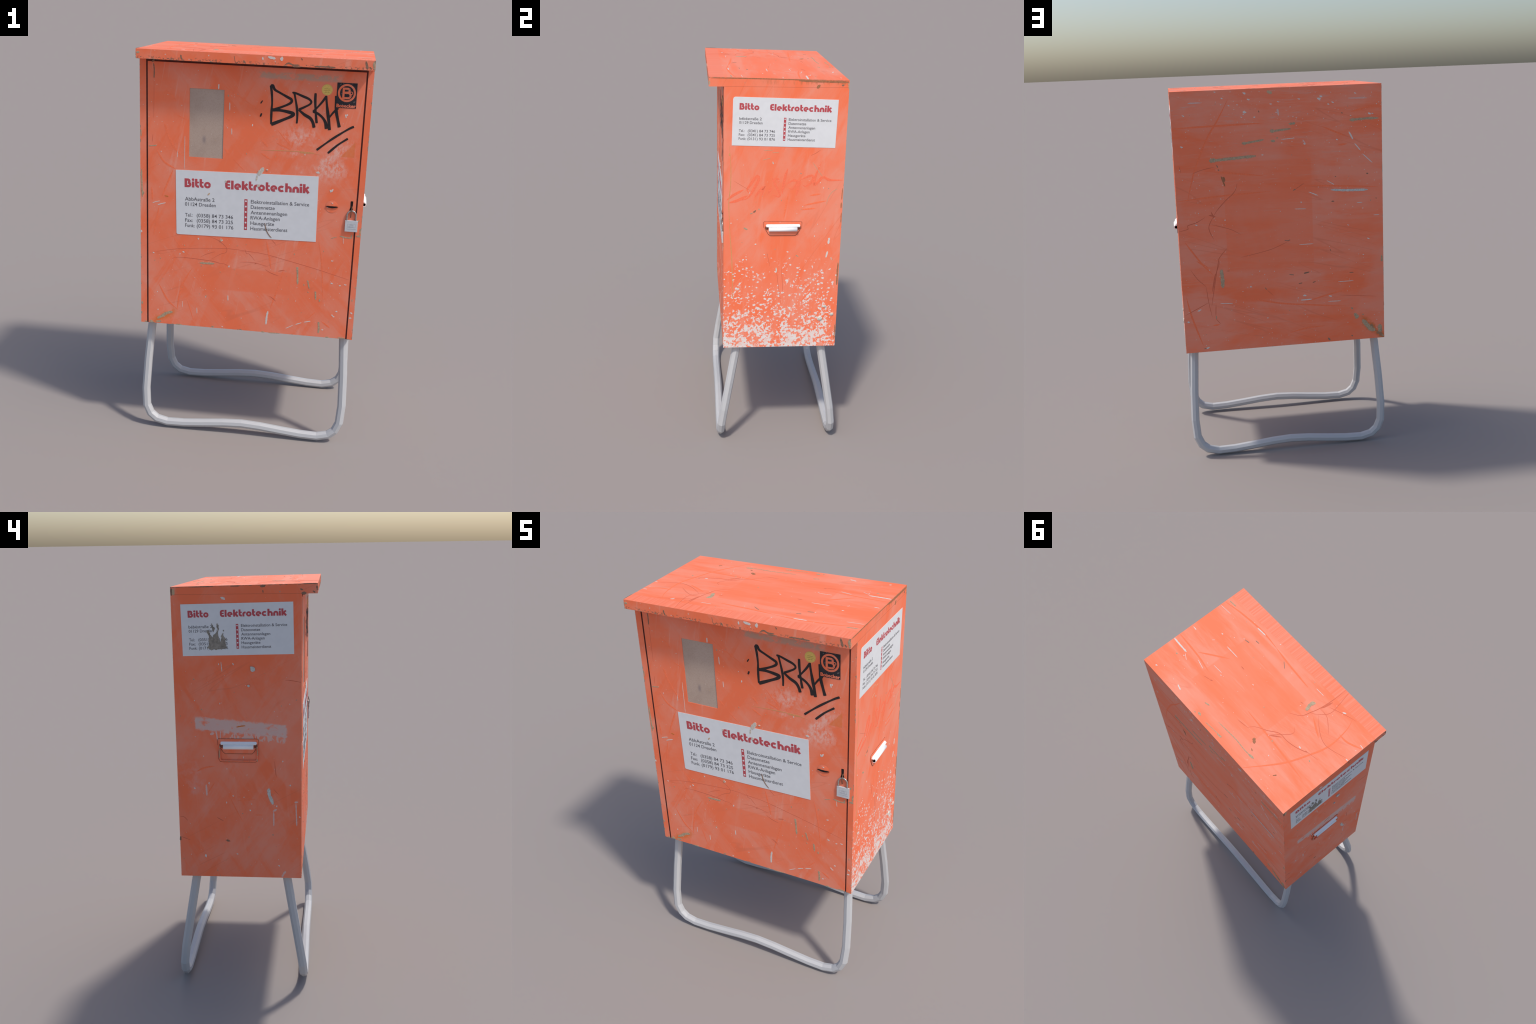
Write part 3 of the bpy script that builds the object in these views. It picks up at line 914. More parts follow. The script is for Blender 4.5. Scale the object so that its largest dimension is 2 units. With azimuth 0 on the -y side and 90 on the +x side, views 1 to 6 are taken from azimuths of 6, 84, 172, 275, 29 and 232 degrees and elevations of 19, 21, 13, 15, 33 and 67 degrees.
marks('lid', 'dark',
      (6, (-338, 1982), (-335, 1967), (-329, 1959)),
      (2, (-89, 1989), (-86, 1968), (-81, 1958)),
      (7, (-47, 1971), (-37, 1959)),
      (6, (143, 1961), (161, 1970), (179, 1963), (210, 1963)),
      (8, (217, 1993), (222, 1987)),
      (6, (277, 1961), (325, 1962), (373, 1961)),
      (10, (507, 1995), (517, 1961)),
      (7, (525, 1972), (535, 1961)),
      (5, (180, 1955), (216, 1956)),
      (7, (337, 1968), (346, 1961)),
      )
marks('lid', 'pale',
      (10, (65, 1993), (99, 1986)),
      (16, (126, 1993), (128, 1981)),
      (9, (40, 1991), (42, 1977)),
      )
marks('right', 'olive',
      (4, (-248, 1677), (-244, 1632), (-240, 1567), (-241, 1481), (-249, 1394), (-246, 1305), (-241, 1227)),
      (5, (-246, 1273), (-235, 1129), (-230, 1021), (-227, 885)),
      (11, (-227, 896), (-226, 884)),
      (11, (-246, 1638), (-246, 1628)),
      )
marks('right', 'dark',
      (11, (-126, 1343), (-118, 1350)),
      (8, (279, 1964), (291, 1968)),
      )
marks('right', 'metal',
      (5, (-144, 1334), (-130, 1340)),
      (8, (-175, 1261), (-156, 1253)),
      (5, (91, 1114), (104, 1106)),
      (5, (-342, 1983), (-341, 1963)),
      (5, (311, 1980), (314, 1948)),
      )
marks('right', 'cream',
      (10, (-38, 1597), (-35, 1588)),
      (5, (271, 1102), (273, 1088)),
      (7, (-8, 1047), (-5, 1023)),
      )
marks('right', 'hair',
      (2, (146, 1628), (171, 1641), (195, 1658)),
      (1, (-228, 1504), (-191, 1481), (-143, 1452)),
      (2, (-6, 1036), (9, 930), (24, 840)),
      (2, (20, 1049), (31, 894)),
      (2, (-57, 1132), (-39, 1054)),
      )
marks('right', 'tan',
      (2, (210, 1521), (156, 1595)),
      (2, (-83, 1654), (-39, 1655)),
      (2, (-87, 1606), (-49, 1616)),
      (2, (-41, 1642), (-8, 1643)),
      (2, (285, 1462), (259, 1445), (241, 1415), (234, 1380)),
      )
marks('right', 'ghost',
      (13, (-177, 1458), (-224, 1432), (-259, 1405)),
      (14, (-251, 1391), (-210, 1402), (-157, 1428)),
      (14, (-185, 1405), (-159, 1414), (-137, 1443), (-105, 1507), (-112, 1527), (-144, 1484), (-160, 1455), (-134, 1431)),
      (14, (-123, 1417), (-98, 1452), (-76, 1472), (-83, 1452), (-88, 1425)),
      (13, (-56, 1437), (-41, 1469)),
      (11, (-41, 1521), (-23, 1483), (-1, 1440), (-4, 1421), (-39, 1434)),
      (11, (-32, 1509), (-10, 1512), (-6, 1492)),
      (14, (36, 1564), (21, 1504), (12, 1437)),
      (13, (33, 1486), (66, 1505), (87, 1492), (62, 1460), (42, 1469)),
      (13, (100, 1512), (88, 1457), (81, 1425)),
      (12, (103, 1509), (156, 1529), (157, 1498), (127, 1474), (110, 1483)),
      (13, (195, 1587), (173, 1524), (168, 1483), (188, 1497), (210, 1521), (245, 1506), (310, 1506)),
      )
marks('right', 'bright',
      (24, (149, 1427), (205, 1436)),
      (14, (43, 1437), (29, 1348), (24, 1309)),
      (36, (122, 1377), (179, 1389), (233, 1400)),
      (27, (109, 1354), (180, 1362)),
      (8, (124, 937), (152, 968)),
      (13, (142, 915), (177, 959)),
      (8, (155, 892), (183, 928)),
      (6, (123, 852), (159, 906)),
      (6, (156, 865), (176, 887)),
      (25, (-227, 817), (-251, 727)),
      )
marks('right', 'pale',
      (9, (257, 1206), (253, 1172)),
      (8, (252, 1133), (245, 1100)),
      (9, (-116, 1174), (-112, 1175)),
      (10, (-134, 1051), (-130, 1052)),
      (12, (-124, 981), (-120, 982)),
      (10, (101, 1019), (105, 1021)),
      (9, (99, 1002), (104, 1003)),
      (11, (-226, 982), (-222, 983)),
      (13, (-201, 931), (-197, 932)),
      (11, (-131, 906), (-127, 907)),
      (8, (-228, 1014), (-224, 1015)),
      (10, (124, 946), (128, 947)),
      (11, (6, 908), (10, 909)),
      (9, (-45, 906), (-41, 908)),
      (8, (-65, 914), (-61, 916)),
      )
marks('right', 'rustbrown',
      (8, (309, 1071), (308, 1006), (308, 948)),
      (5, (311, 725), (310, 637)),
      (4, (310, 1465), (309, 1406)),
      (5, (308, 1391), (308, 1361)),
      (4, (311, 1338), (311, 1286)),
      (4, (-334, 1995), (-151, 1994), (28, 1991), (148, 1987), (311, 1985)),
      (7, (76, 1985), (148, 1983), (312, 1980)),
      (12, (162, 1952), (176, 1967)),
      )
marks('left', 'mortar',
      (31, (-47, 1623), (-55, 1617)),
      (14, (-31, 1544), (-33, 1542)),
      (15, (-119, 1053), (-122, 1021), (-132, 994), (-140, 974)),
      )
marks('left', 'haze',
      (7, (125, 1331), (122, 1311), (118, 1284)),
      (5, (104, 1331), (105, 1311), (106, 1294)),
      (5, (38, 1332), (38, 1312), (39, 1294)),
      (8, (-10, 1332), (-10, 1312), (-9, 1290)),
      (5, (-41, 1332), (-41, 1312), (-40, 1295)),
      (5, (-59, 1333), (-59, 1312), (-59, 1295)),
      (12, (154, 1313), (134, 1321)),
      (7, (-191, 1303), (-199, 1308)),
      (7, (-142, 936), (-142, 901), (-142, 864)),
      (9, (-138, 938), (-157, 949)),
      (6, (-248, 980), (-250, 929), (-252, 866)),
      (8, (-241, 985), (-259, 987)),
      (9, (-199, 633), (-188, 619), (-180, 603)),
      (8, (179, 1069), (177, 1013)),
      )
marks('left', 'rust',
      (5, (29, 1349), (8, 1353), (-13, 1356)),
      )
marks('left', 'pale',
      (3, (94, 1653), (90, 1608)),
      (5, (41, 1648), (36, 1638)),
      (16, (192, 709), (191, 703)),
      (8, (37, 719), (34, 718)),
      (9, (-29, 944), (-31, 941)),
      (10, (236, 1051), (233, 1048)),
      (8, (-221, 1070), (-223, 1068)),
      (8, (52, 1015), (50, 1012)),
      (8, (-265, 913), (-268, 910)),
      (8, (-165, 663), (-168, 660)),
      (14, (85, 1940), (71, 1935)),
      )
marks('left', 'hair',
      (3, (-199, 1569), (-224, 1568), (-272, 1559)),
      (3, (-149, 1187), (-151, 1149), (-156, 1109)),
      (4, (132, 905), (99, 886)),
      (2, (-141, 1051), (-167, 1022)),
      (3, (314, 904), (293, 905), (273, 885)),
      (3, (310, 804), (264, 786)),
      )
marks('left', 'dark',
      (14, (89, 789), (72, 785)),
      (8, (312, 805), (313, 783)),
      (16, (-90, 1988), (-112, 1991)),
      (8, (-101, 1971), (-103, 1962)),
      (8, (311, 1984), (311, 1950)),
      (4, (234, 1988), (120, 1989)),
      (4, (45, 1990), (1, 1991)),
      (8, (-267, 1976), (-280, 1972)),
      (10, (-326, 1965), (-332, 1961)),
      (11, (-273, 1957), (-295, 1957)),
      (4, (-273, 1998), (-344, 1999)),
      (6, (-341, 1990), (-343, 1969)),
      )
marks('left', 'bright',
      (4, (73, 1027), (49, 967), (7, 885)),
      (5, (32, 1008), (-38, 1008)),
      (5, (-53, 919), (-91, 920)),
      (8, (223, 1132), (185, 1151), (135, 1160)),
      (6, (172, 1026), (138, 1078)),
      (4, (32, 989), (-58, 997)),
      )
marks('left', 'tan',
      (19, (301, 1978), (300, 1953)),
      )
marks('back', 'metal',
      (18, (369, 1632), (258, 1638), (125, 1645)),
      (26, (366, 1633), (334, 1634)),
      (12, (191, 1712), (79, 1727)),
      (18, (195, 1714), (167, 1713)),
      (12, (42, 1768), (-64, 1777)),
      (18, (46, 1770), (21, 1769)),
      (14, (-54, 1802), (-89, 1804)),
      (14, (-377, 1806), (-456, 1811), (-532, 1811)),
      (19, (-377, 1807), (-406, 1807)),
      (12, (44, 1719), (20, 1718)),
      (10, (12, 1733), (5, 1733)),
      (12, (-541, 1071), (-542, 1045)),
      (22, (337, 1052), (334, 1005), (334, 951)),
      (12, (378, 796), (378, 782)),
      (28, (-385, 752), (-402, 722)),
      (31, (-428, 712), (-452, 681), (-475, 653), (-499, 646)),
      (24, (-524, 677), (-527, 644), (-539, 645)),
      (12, (-366, 785), (-374, 777)),
      (10, (-429, 742), (-433, 740)),
      (19, (-540, 1051), (-542, 1037)),
      (13, (-539, 613), (-549, 608)),
      )
marks('back', 'mortar',
      (12, (-268, 1445), (-362, 1438), (-468, 1435)),
      )
marks('back', 'pale',
      (20, (174, 1969), (166, 1966)),
      (14, (154, 1936), (146, 1933)),
      (22, (176, 1874), (168, 1871)),
      (8, (195, 1849), (187, 1846)),
      (23, (-213, 1925), (-221, 1922)),
      (18, (-224, 1936), (-232, 1933)),
      (19, (-480, 1838), (-488, 1835)),
      (10, (-496, 1837), (-505, 1834)),
      (12, (-262, 1896), (-270, 1893)),
      (11, (-285, 1904), (-293, 1901)),
      (12, (491, 1869), (484, 1865)),
      (11, (291, 1948), (283, 1945)),
      (9, (325, 1981), (317, 1978)),
      (11, (1, 1919), (-7, 1916)),
      (12, (-108, 1928), (-116, 1925)),
      (10, (257, 1910), (249, 1907)),
      (14, (509, 1711), (501, 1708)),
      (11, (-130, 1696), (-139, 1693)),
      (12, (-303, 1710), (-312, 1707)),
      (11, (40, 1909), (31, 1906)),
      (10, (-405, 1946), (-413, 1943)),
      (8, (-102, 1390), (-110, 1387)),
      (11, (459, 1301), (450, 1298)),
      (9, (-354, 1251), (-363, 1247)),
      (12, (-464, 1170), (-473, 1166)),
      (10, (-372, 1747), (-393, 1707)),
      (6, (-402, 1684), (-433, 1646)),
      (5, (-444, 1627), (-496, 1578)),
      (4, (-88, 1159), (-165, 1159)),
      (5, (-148, 1441), (-198, 1419)),
      (4, (-70, 1354), (-131, 1351)),
      (4, (-408, 1368), (-438, 1368)),
      (4, (-499, 1295), (-530, 1295)),
      (4, (-247, 1496), (-287, 1472)),
      (4, (-12, 1724), (-83, 1728)),
      (19, (472, 832), (459, 839)),
      (13, (532, 775), (523, 774)),
      (16, (437, 619), (428, 623)),
      (7, (-90, 850), (-148, 851)),
      (11, (-88, 850), (-98, 850)),
      (10, (-99, 874), (-118, 875)),
      (4, (-295, 938), (-381, 938)),
      (4, (353, 865), (285, 861)),
      (4, (-237, 831), (-308, 829)),
      (8, (-242, 863), (-259, 858)),
      (11, (186, 946), (179, 945)),
      )
marks('back', 'tan',
      (14, (53, 1973), (27, 1961)),
      )
marks('back', 'dark',
      (10, (100, 1876), (98, 1869)),
      (9, (-256, 1121), (-259, 1115)),
      (8, (-108, 997), (-138, 1004)),
      (9, (-270, 1383), (-284, 1383)),
      (8, (-291, 1515), (-298, 1514)),
      (9, (-462, 1522), (-473, 1521)),
      (9, (-512, 1387), (-517, 1385)),
      (7, (-78, 943), (-97, 946)),
      (7, (-155, 944), (-171, 949)),
      (6, (-359, 985), (-382, 985)),
      (8, (-110, 1001), (-138, 1004)),
      )
marks('back', 'haze',
      (10, (2, 1882), (-3, 1847)),
      (6, (-125, 1717), (-139, 1696)),
      (7, (460, 1929), (393, 1929)),
      (6, (-372, 1920), (-472, 1917)),
      )
marks('back', 'hair',
      (6, (229, 1509), (246, 1464), (297, 1418), (342, 1371), (365, 1337)),
      (6, (365, 1337), (390, 1281), (368, 1218)),
      (6, (548, 1270), (498, 1282), (501, 1299), (451, 1314), (406, 1339)),
      (11, (387, 1349), (351, 1339)),
      (10, (374, 1366), (359, 1329)),
      (6, (300, 1167), (346, 1112), (348, 1082), (377, 1004)),
      (5, (-77, 1459), (-125, 1489)),
      (4, (463, 1568), (413, 1586), (343, 1599)),
      (4, (375, 1298), (277, 1266), (222, 1234)),
      (4, (228, 1111), (68, 1143), (-42, 1187)),
      (4, (525, 1613), (517, 1578)),
      (7, (310, 1042), (291, 1041)),
      (6, (347, 1114), (369, 1008), (387, 916), (399, 854)),
      (4, (499, 1060), (465, 1007), (423, 964)),
      (4, (423, 964), (413, 871), (399, 791)),
      (10, (370, 1031), (391, 932)),
      (5, (376, 860), (380, 798)),
      (5, (545, 811), (413, 875)),
      (5, (381, 782), (356, 750)),
      (4, (98, 923), (63, 887)),
      (3, (-293, 863), (-506, 840)),
      )
marks('back', 'brown',
      (8, (331, 1609), (326, 1595)),
      (8, (323, 1586), (321, 1579)),
      (14, (-66, 1454), (-77, 1459)),
      (5, (-9, 1189), (-27, 1185), (-40, 1190)),
      (7, (-28, 998), (-53, 994)),
      (6, (-332, 1847), (-342, 1844)),
      (16, (-232, 622), (-243, 607)),
      (11, (-363, 625), (-372, 621)),
      (6, (453, 617), (437, 619)),
      (6, (107, 935), (98, 923)),
      )
marks('back', 'rustbrown',
      (15, (301, 1545), (295, 1520)),
      (7, (311, 1549), (293, 1495)),
      )
marks('back', 'bright',
      (13, (-105, 836), (-286, 880), (-459, 902)),
      (20, (276, 907), (49, 846), (-143, 819), (-339, 796)),
      (32, (-21, 669), (-116, 689), (-218, 693)),
      (45, (466, 1107), (402, 1064)),
      (9, (531, 911), (508, 800), (457, 637)),
      (40, (398, 744), (360, 748)),
      (14, (547, 1805), (386, 1808), (75, 1813)),
      (12, (256, 1940), (316, 1835), (376, 1742), (448, 1581), (492, 1430)),
      (21, (548, 1429), (338, 1445), (55, 1456)),
      (49, (-385, 1850), (-515, 1879)),
      (10, (-227, 1782), (-368, 1719)),
      (35, (365, 1576), (87, 1540)),
      (42, (-310, 1680), (-360, 1684)),
      (28, (-88, 1480), (-524, 1448)),
      (21, (520, 1211), (443, 1097), (383, 1026)),
      )
marks('roof', 'pale',
      (14, (549, 119), (511, 121), (442, 123)),
      (6, (330, -54), (245, -54)),
      (5, (366, 106), (311, 119)),
      (10, (312, -243), (250, -245)),
      (18, (485, 287), (479, 284)),
      (11, (321, 271), (288, 280)),
      (16, (-339, -249), (-356, -257)),
      (9, (-336, 33), (-351, 34)),
      (12, (-535, -94), (-548, -95)),
      (7, (538, 2), (513, 4)),
      (4, (440, 133), (405, 152)),
      (4, (546, -188), (468, -191)),
      (4, (289, 65), (227, 63)),
      (4, (-155, -239), (-209, -239)),
      (6, (-526, -196), (-549, -192)),
      (10, (223, 75), (217, 74)),
      (6, (76, -14), (66, -14)),
      )
marks('roof', 'metal',
      (5, (23, 247), (-40, 244), (-108, 241), (-183, 245), (-242, 240)),
      (13, (-207, 244), (-242, 240)),
      (4, (66, 296), (5, 291), (-51, 286)),
      (11, (-23, 292), (-51, 288)),
      (22, (-206, -181), (-202, -159), (-212, -121)),
      (13, (131, 289), (109, 291)),
      (8, (474, 166), (463, 165)),
      (7, (150, 300), (139, 300)),
      (7, (153, 231), (125, 224)),
      (6, (-224, 113), (-234, 113)),
      (6, (539, -239), (488, -242)),
      )
marks('roof', 'tan',
      (14, (-201, -178), (-214, -179)),
      )
marks('roof', 'hair',
      (8, (193, -36), (167, -35)),
      (13, (236, 132), (222, 125)),
      (5, (277, 142), (233, 130)),
      (6, (-92, 158), (-118, 125), (-171, 94), (-220, 60), (-277, 58), (-332, 47), (-385, 25), (-375, 25), (-450, 11)),
      (4, (-242, -20), (-265, 10), (-225, 64), (-185, 105)),
      (5, (-27, 167), (-92, 158)),
      (6, (-167, -48), (-219, -85), (-235, -131), (-248, -179), (-257, -266), (-257, -345)),
      (4, (-240, -126), (-300, -193), (-295, -267), (-279, -342)),
      (4, (-248, -179), (-309, -173), (-382, -116)),
      (4, (-271, -151), (-344, -94), (-423, -68), (-531, -98)),
      (17, (-252, -184), (-266, -249)),
      (11, (-194, 105), (-244, 64)),
      (4, (-272, -218), (-369, -253), (-420, -267)),
      (7, (-157, -130), (-176, -135)),
      )
marks('roof', 'brown',
      (7, (300, -149), (272, -154)),
      (6, (259, -187), (235, -189)),
      (5, (72, -218), (36, -192)),
      )
marks('roof', 'rustbrown',
      (15, (-157, 170), (-183, 187)),
      (9, (-195, 215), (-205, 220)),
      (6, (-370, 228), (-380, 212)),
      )
marks('roof', 'bright',
      (12, (-399, -260), (-423, -195), (-431, -77), (-401, 31), (-350, 153), (-244, 311)),
      (12, (546, -219), (428, -238), (281, -249), (155, -239)),
      (10, (155, -239), (45, -225), (-122, -212)),
      (20, (-25, 99), (-255, 115), (-473, 135)),
      (12, (-418, -157), (-474, -158), (-545, -187)),
      (28, (550, 82), (384, 92), (277, 108)),
      (16, (-265, -122), (-366, -67)),
      (11, (402, 78), (266, -19)),
      )


# mortar lumps stuck to the foot of the right side
rng = random.Random(21)
bm = bmesh.new()
for y, z, r in ((0.250, 0.829, 0.0095), (0.228, 0.759, 0.0140), (0.289, 0.783, 0.0105)):
    res = bmesh.ops.create_icosphere(bm, subdivisions=3, radius=r)
    for v in res["verts"]:
        v.co *= rng.uniform(0.86, 1.12)
        v.co = Vector((HX + 0.0005 + v.co.x * 0.40, y + v.co.y, z + v.co.z * 0.85))
new_object("mortar_lump", tidy(bm), [plain("pale_mortar", (0.60, 0.565, 0.50), 0.9, 0.25, 150.0)], body, smooth=False, kind="stuff")

# small chips that nobody could count: scattered by density, paler high up and on the splashed foot
for face, (u0, u1, v0, v1), count in (("front", (-0.50, 0.51, 0.62, 1.08), 70), ("front", (-0.50, 0.51, 1.46, 1.88), 34), ("left", (-0.26, 0.30, 0.62, 1.24), 46), ("left", (-0.26, 0.30, 1.36, 1.66), 30),
                                      ("right", (-0.26, 0.30, 0.70, 1.60), 60), ("back", (-0.54, 0.54, 0.62, 1.50), 26), ("back", (-0.54, 0.54, 1.50, 1.96), 30), ("back", (-0.50, 0.40, 1.82, 1.96), 40), ("roof", (-0.53, 0.53, -0.25, 0.30), 22)):
    rng = random.Random(face + str(count))
    for i in range(count):
        kind = "pale" if rng.random() < (0.5 if face == "front" else 0.92 if face == "back" else 0.72) else "metal"
        bm = MARK_SETS.setdefault((face, kind), bmesh.new())
        cu, cv, r = rng.uniform(u0, u1), rng.uniform(v0, v1), 0.0009 + 0.0024 * rng.random() ** 3.5
        long = rng.uniform(1.0, 2.2)
        lift = (lift + 0.0000017) % 0.00004
        ring = []
        for s in range(9):
            t, q = 2 * math.pi * s / 9, rng.uniform(0.6, 1.2)
            du, dv = r * q * math.cos(t), r * q * math.sin(t)
            ring.append((cu + du * (long if face in ("back", "roof") else 1), cv + dv * (1 if face in ("back", "roof") else long)))
        blob(bm, SURFACE[face], ring, 0.0, 0.00060 + lift)

MARK_NAMES = {"metal": "bare_metal_chip", "pale": "pale_paint_chip", "cream": "cream_splash", "mortar": "mortar_smear", "tan": "tan_smear", "olive": "dried_run", "dark": "dark_scrape", "brown": "brown_scratch",
              "hair": "fine_scratch", "bright": "rubbed_stroke", "ghost": "faded_writing", "rust": "rust_fleck", "rustbrown": "rust_scrape", "rustglow": "rust_stain", "haze": "primer_drip"}
for (face, kind), bm in MARK_SETS.items():
    new_object(MARK_NAMES[kind], tidy(bm), [M[kind]], lid if face in ("lid", "roof") else door if face == "front" else body, kind="stuff")

# ------------------------------------------------------------------ marker scrawl and stickers on the door
SCRAWL = [  # width mm, course mm
    (8.5, (76, 1857), (82, 1826), (86, 1780), (85, 1742), (85, 1709), (86, 1676)),
    (9.5, (77, 1855), (86, 1857), (96, 1839), (122, 1825), (156, 1808), (176, 1797), (175, 1783), (146, 1766), (88, 1742)),
    (12, (86, 1744), (126, 1744), (167, 1738), (189, 1731), (180, 1719), (139, 1699), (86, 1675)),
    (8.5, (188, 1829), (197, 1792), (205, 1752), (208, 1716), (207, 1687)),
    (8.5, (179, 1828), (191, 1829), (230, 1815), (258, 1804), (270, 1791), (262, 1779), (240, 1766), (213, 1752)),
    (10, (213, 1752), (240, 1731), (269, 1715), (283, 1695), (290, 1672)),
    (9, (287, 1833), (288, 1792), (293, 1746), (297, 1716), (301, 1694)),
    (8, (338, 1822), (322, 1796), (299, 1767), (280, 1747)),
    (9.5, (280, 1748), (305, 1738), (327, 1721), (342, 1699), (349, 1670)),
    (9.5, (337, 1824), (343, 1782), (352, 1732), (358, 1700), (363, 1665)),
    (9.5, (382, 1826), (384, 1797), (389, 1752), (398, 1717), (408, 1681)),
    (7.5, (356, 1721), (376, 1749), (397, 1770)),
    (5, (41, 1785), (37, 1779), (32, 1771)), (6, (39, 1725), (36, 1717), (33, 1709)),
    (8, (476, 1688), (447, 1672), (375, 1621), (309, 1567)), (8, (452, 1630), (407, 1597), (363, 1555)),
]
bm = bmesh.new()
for i, (w, *course) in enumerate(SCRAWL):
    line = curve_through([(u / 1000, v / 1000) for u, v in course], 0.004)
    n = len(line)
    ws = [1.26 * w / 1000 * (0.95 + 0.12 * math.sin(i + j * 0.25)) * (0.72 if j in (0, n - 1) else 1.0) for j in range(n)]
    if i in (9, 10, 5, 8):                                                    # strokes that grow heavier downwards
        ws = [q * (0.9 + 0.5 * j / n) for j, q in enumerate(ws)]
    flat_strip(bm, SURFACE["front"], line, ws, 0.0, 0.00075 + 0.00002 * i, 0.0000002)
new_object("marker_scrawl", tidy(bm), [M["scrawl"]], door)

at = sign_frame("front", 0.3397, 1.8514, 0.0)
bm = bmesh.new()
blob(bm, at, arc(0, 0, 0.0252, 0, 351, 40), 0.0, 0.0012)
yellow = new_object("round_yellow_sticker", tidy(bm), [M["yellow"]], door)
bm = bmesh.new()
for s, b, w in (("Höchster", 0.0030, 0.024), ("Prüfservice", -0.0045, 0.029), ("600 A1", -0.0125, 0.021)):
    write(bm, at, s, -w / 2, b, 0.0036, w, 0.0011, 0.0014)
for i in range(26):
    a, b = arc(0, 0, 0.0220, i * 360 / 26, i * 360 / 26 + 1, 1)[0]
    blob(bm, at, arc(a, b, 0.0007, 0, 300, 5), 0.0011, 0.0014)
new_object("sticker_print", tidy(bm), [plain("sticker_brown_ink", (0.20, 0.13, 0.03))], yellow)

at = sign_frame("front", 0.4316, 1.8290, math.radians(0.2))
bm = bmesh.new()
blob(bm, at, [(-0.0470, -0.0583), (0.0468, -0.0568), (0.0462, 0.0585), (-0.0465, 0.0585)], 0.0, 0.0012)
black = new_object("square_black_sticker", tidy(bm), [M["black"]], door)
bm = bmesh.new()
flat_strip(bm, at, arc(0.000, 0.0125, 0.0368, 0, 360, 48), [0.0092] * 49, 0.0011, 0.0015)
B = [([(-0.0155, -0.0150), (-0.0155, 0.0365)], 0.0100), ([(-0.018, 0.0325), (0.001, 0.0325)] + arc(0.003, 0.0235, 0.009, 80, -80, 8) + [(-0.014, 0.0140)], 0.0092),
     ([(-0.014, 0.0135), (0.004, 0.0130)] + arc(0.006, 0.0010, 0.0118, 80, -85, 9) + [(-0.018, -0.0110)], 0.0092)]
for i, (pts, t) in enumerate(B):
    flat_strip(bm, at, pts, [t] * len(pts), 0.0011, 0.00152 + 0.00003 * i)
flat_strip(bm, at, arc(0.0205, 0.0125, 0.0060, 0, 360, 20), [0.0036] * 21, 0.0011, 0.00162)
write(bm, at, "Bosecker", -0.0445, -0.0540, 0.0150, 0.0900, 0.0011, 0.0015, bold=0.028)
new_object("sticker_print", tidy(bm), [M["front"]], black)
bm = bmesh.new()
rng = random.Random(8)
for i in range(16):                                                           # worn whitish nicks on the sticker
    a, b = rng.uniform(-0.038, 0.042), rng.uniform(-0.045, 0.055)
    ln, t = rng.uniform(0.003, 0.012), rng.uniform(0.4, 1.4)
    flat_strip(bm, at, [(a, b), (a + ln * math.cos(t), b + ln * math.sin(t))], [rng.uniform(0.0006, 0.0022)] * 2, 0.0011, 0.0018 + 0.00002 * i)
new_object("sticker_wear", tidy(bm), [plain("sticker_scuff", (0.20, 0.17, 0.165))], black, kind="stuff")

# ------------------------------------------------------------------ finger latch on the door
cx, cz, r = 0.4002, 1.2940, 0.0308
bm = bmesh.new()
rows = 7
grid = []
for i in range(rows + 1):                                                     # a shallow dish-and-lip button: bulges above, sinks below
    t = i / rows
    ring = []
    for j in range(36):
        a = 2 * math.pi * j / 36
        u, v = r * t * math.cos(a), r * t * math.sin(a)
        dome = (1 - t * t) * (0.0030 if v > 0.0005 else 0.0006) + 0.0021 * math.exp(-((t - 0.93) / 0.06) ** 2)
        ring.append(bm.verts.new((cx + u, Y_FRONT - 0.0004 - dome, cz + v)))
    grid.append(ring)
for a, b in zip(grid[1:], grid[2:]):
    for j in range(36):
        bm.faces.new((a[j], a[(j + 1) % 36], b[(j + 1) % 36], b[j]))
bm.faces.new(grid[1])
bmesh.ops.delete(bm, geom=grid[0], context="VERTS")
latch = new_object("finger_latch", tidy(bm), [M["fresh"]], door, smooth=True)
bm = bmesh.new()
lens = [(cx + u, cz + v) for u, v in [(-0.0300, 0.0005)] + [(-0.030 + 0.060 * i / 10, 0.0012 + 0.0018 * math.sin(math.pi * i / 10)) for i in range(1, 10)] + [(0.0300, 0.0000)] + [(0.030 - 0.060 * i / 10, -0.0002 - 0.0065 * math.sin(math.pi * i / 10)) for i in range(1, 10)]]
blob(bm, SURFACE["front"], lens, 0.0, 0.0042)
blob_up = [(cx - 0.003, cz + 0.0195), (cx + 0.005, cz + 0.0200), (cx + 0.004, cz + 0.0165), (cx - 0.001, cz + 0.0160)]  # pale patch built for the pinkish highlight on the upper dome
bm2 = bmesh.new()
blob(bm2, SURFACE["front"], blob_up, 0.0, 0.0040)
new_object("latch_highlight_patch", tidy(bm2), [M["pale"]], latch, kind="stuff")
new_object("latch_slot", tidy(bm), [M["hole"]], latch)

# ------------------------------------------------------------------ hasp slot, staple and padlock
bm = bmesh.new()
blob(bm, SURFACE["front"], [(0.4890, 1.3265), (0.4905, 1.3275), (0.5000, 1.3275), (0.5010, 1.3262), (0.5005, 1.295), (0.5030, 1.284), (0.5020, 1.2785), (0.4870, 1.2780), (0.4858, 1.284), (0.4895, 1.298)], 0.0, 0.0009)
hasp = new_object("hasp_slot", tidy(bm), [M["hole"]], door)
bm = bmesh.new()
tube(bm, [Vector((0.4975 - 0.0003 * i, Y_FRONT - 0.0010 - 0.0072 * math.sin(math.pi * i / 12), 1.3020 - 0.0046 * i)) for i in range(13)], 0.0022, 8)
new_object("staple", tidy(bm), [M["rust_iron"]], hasp, smooth=True)

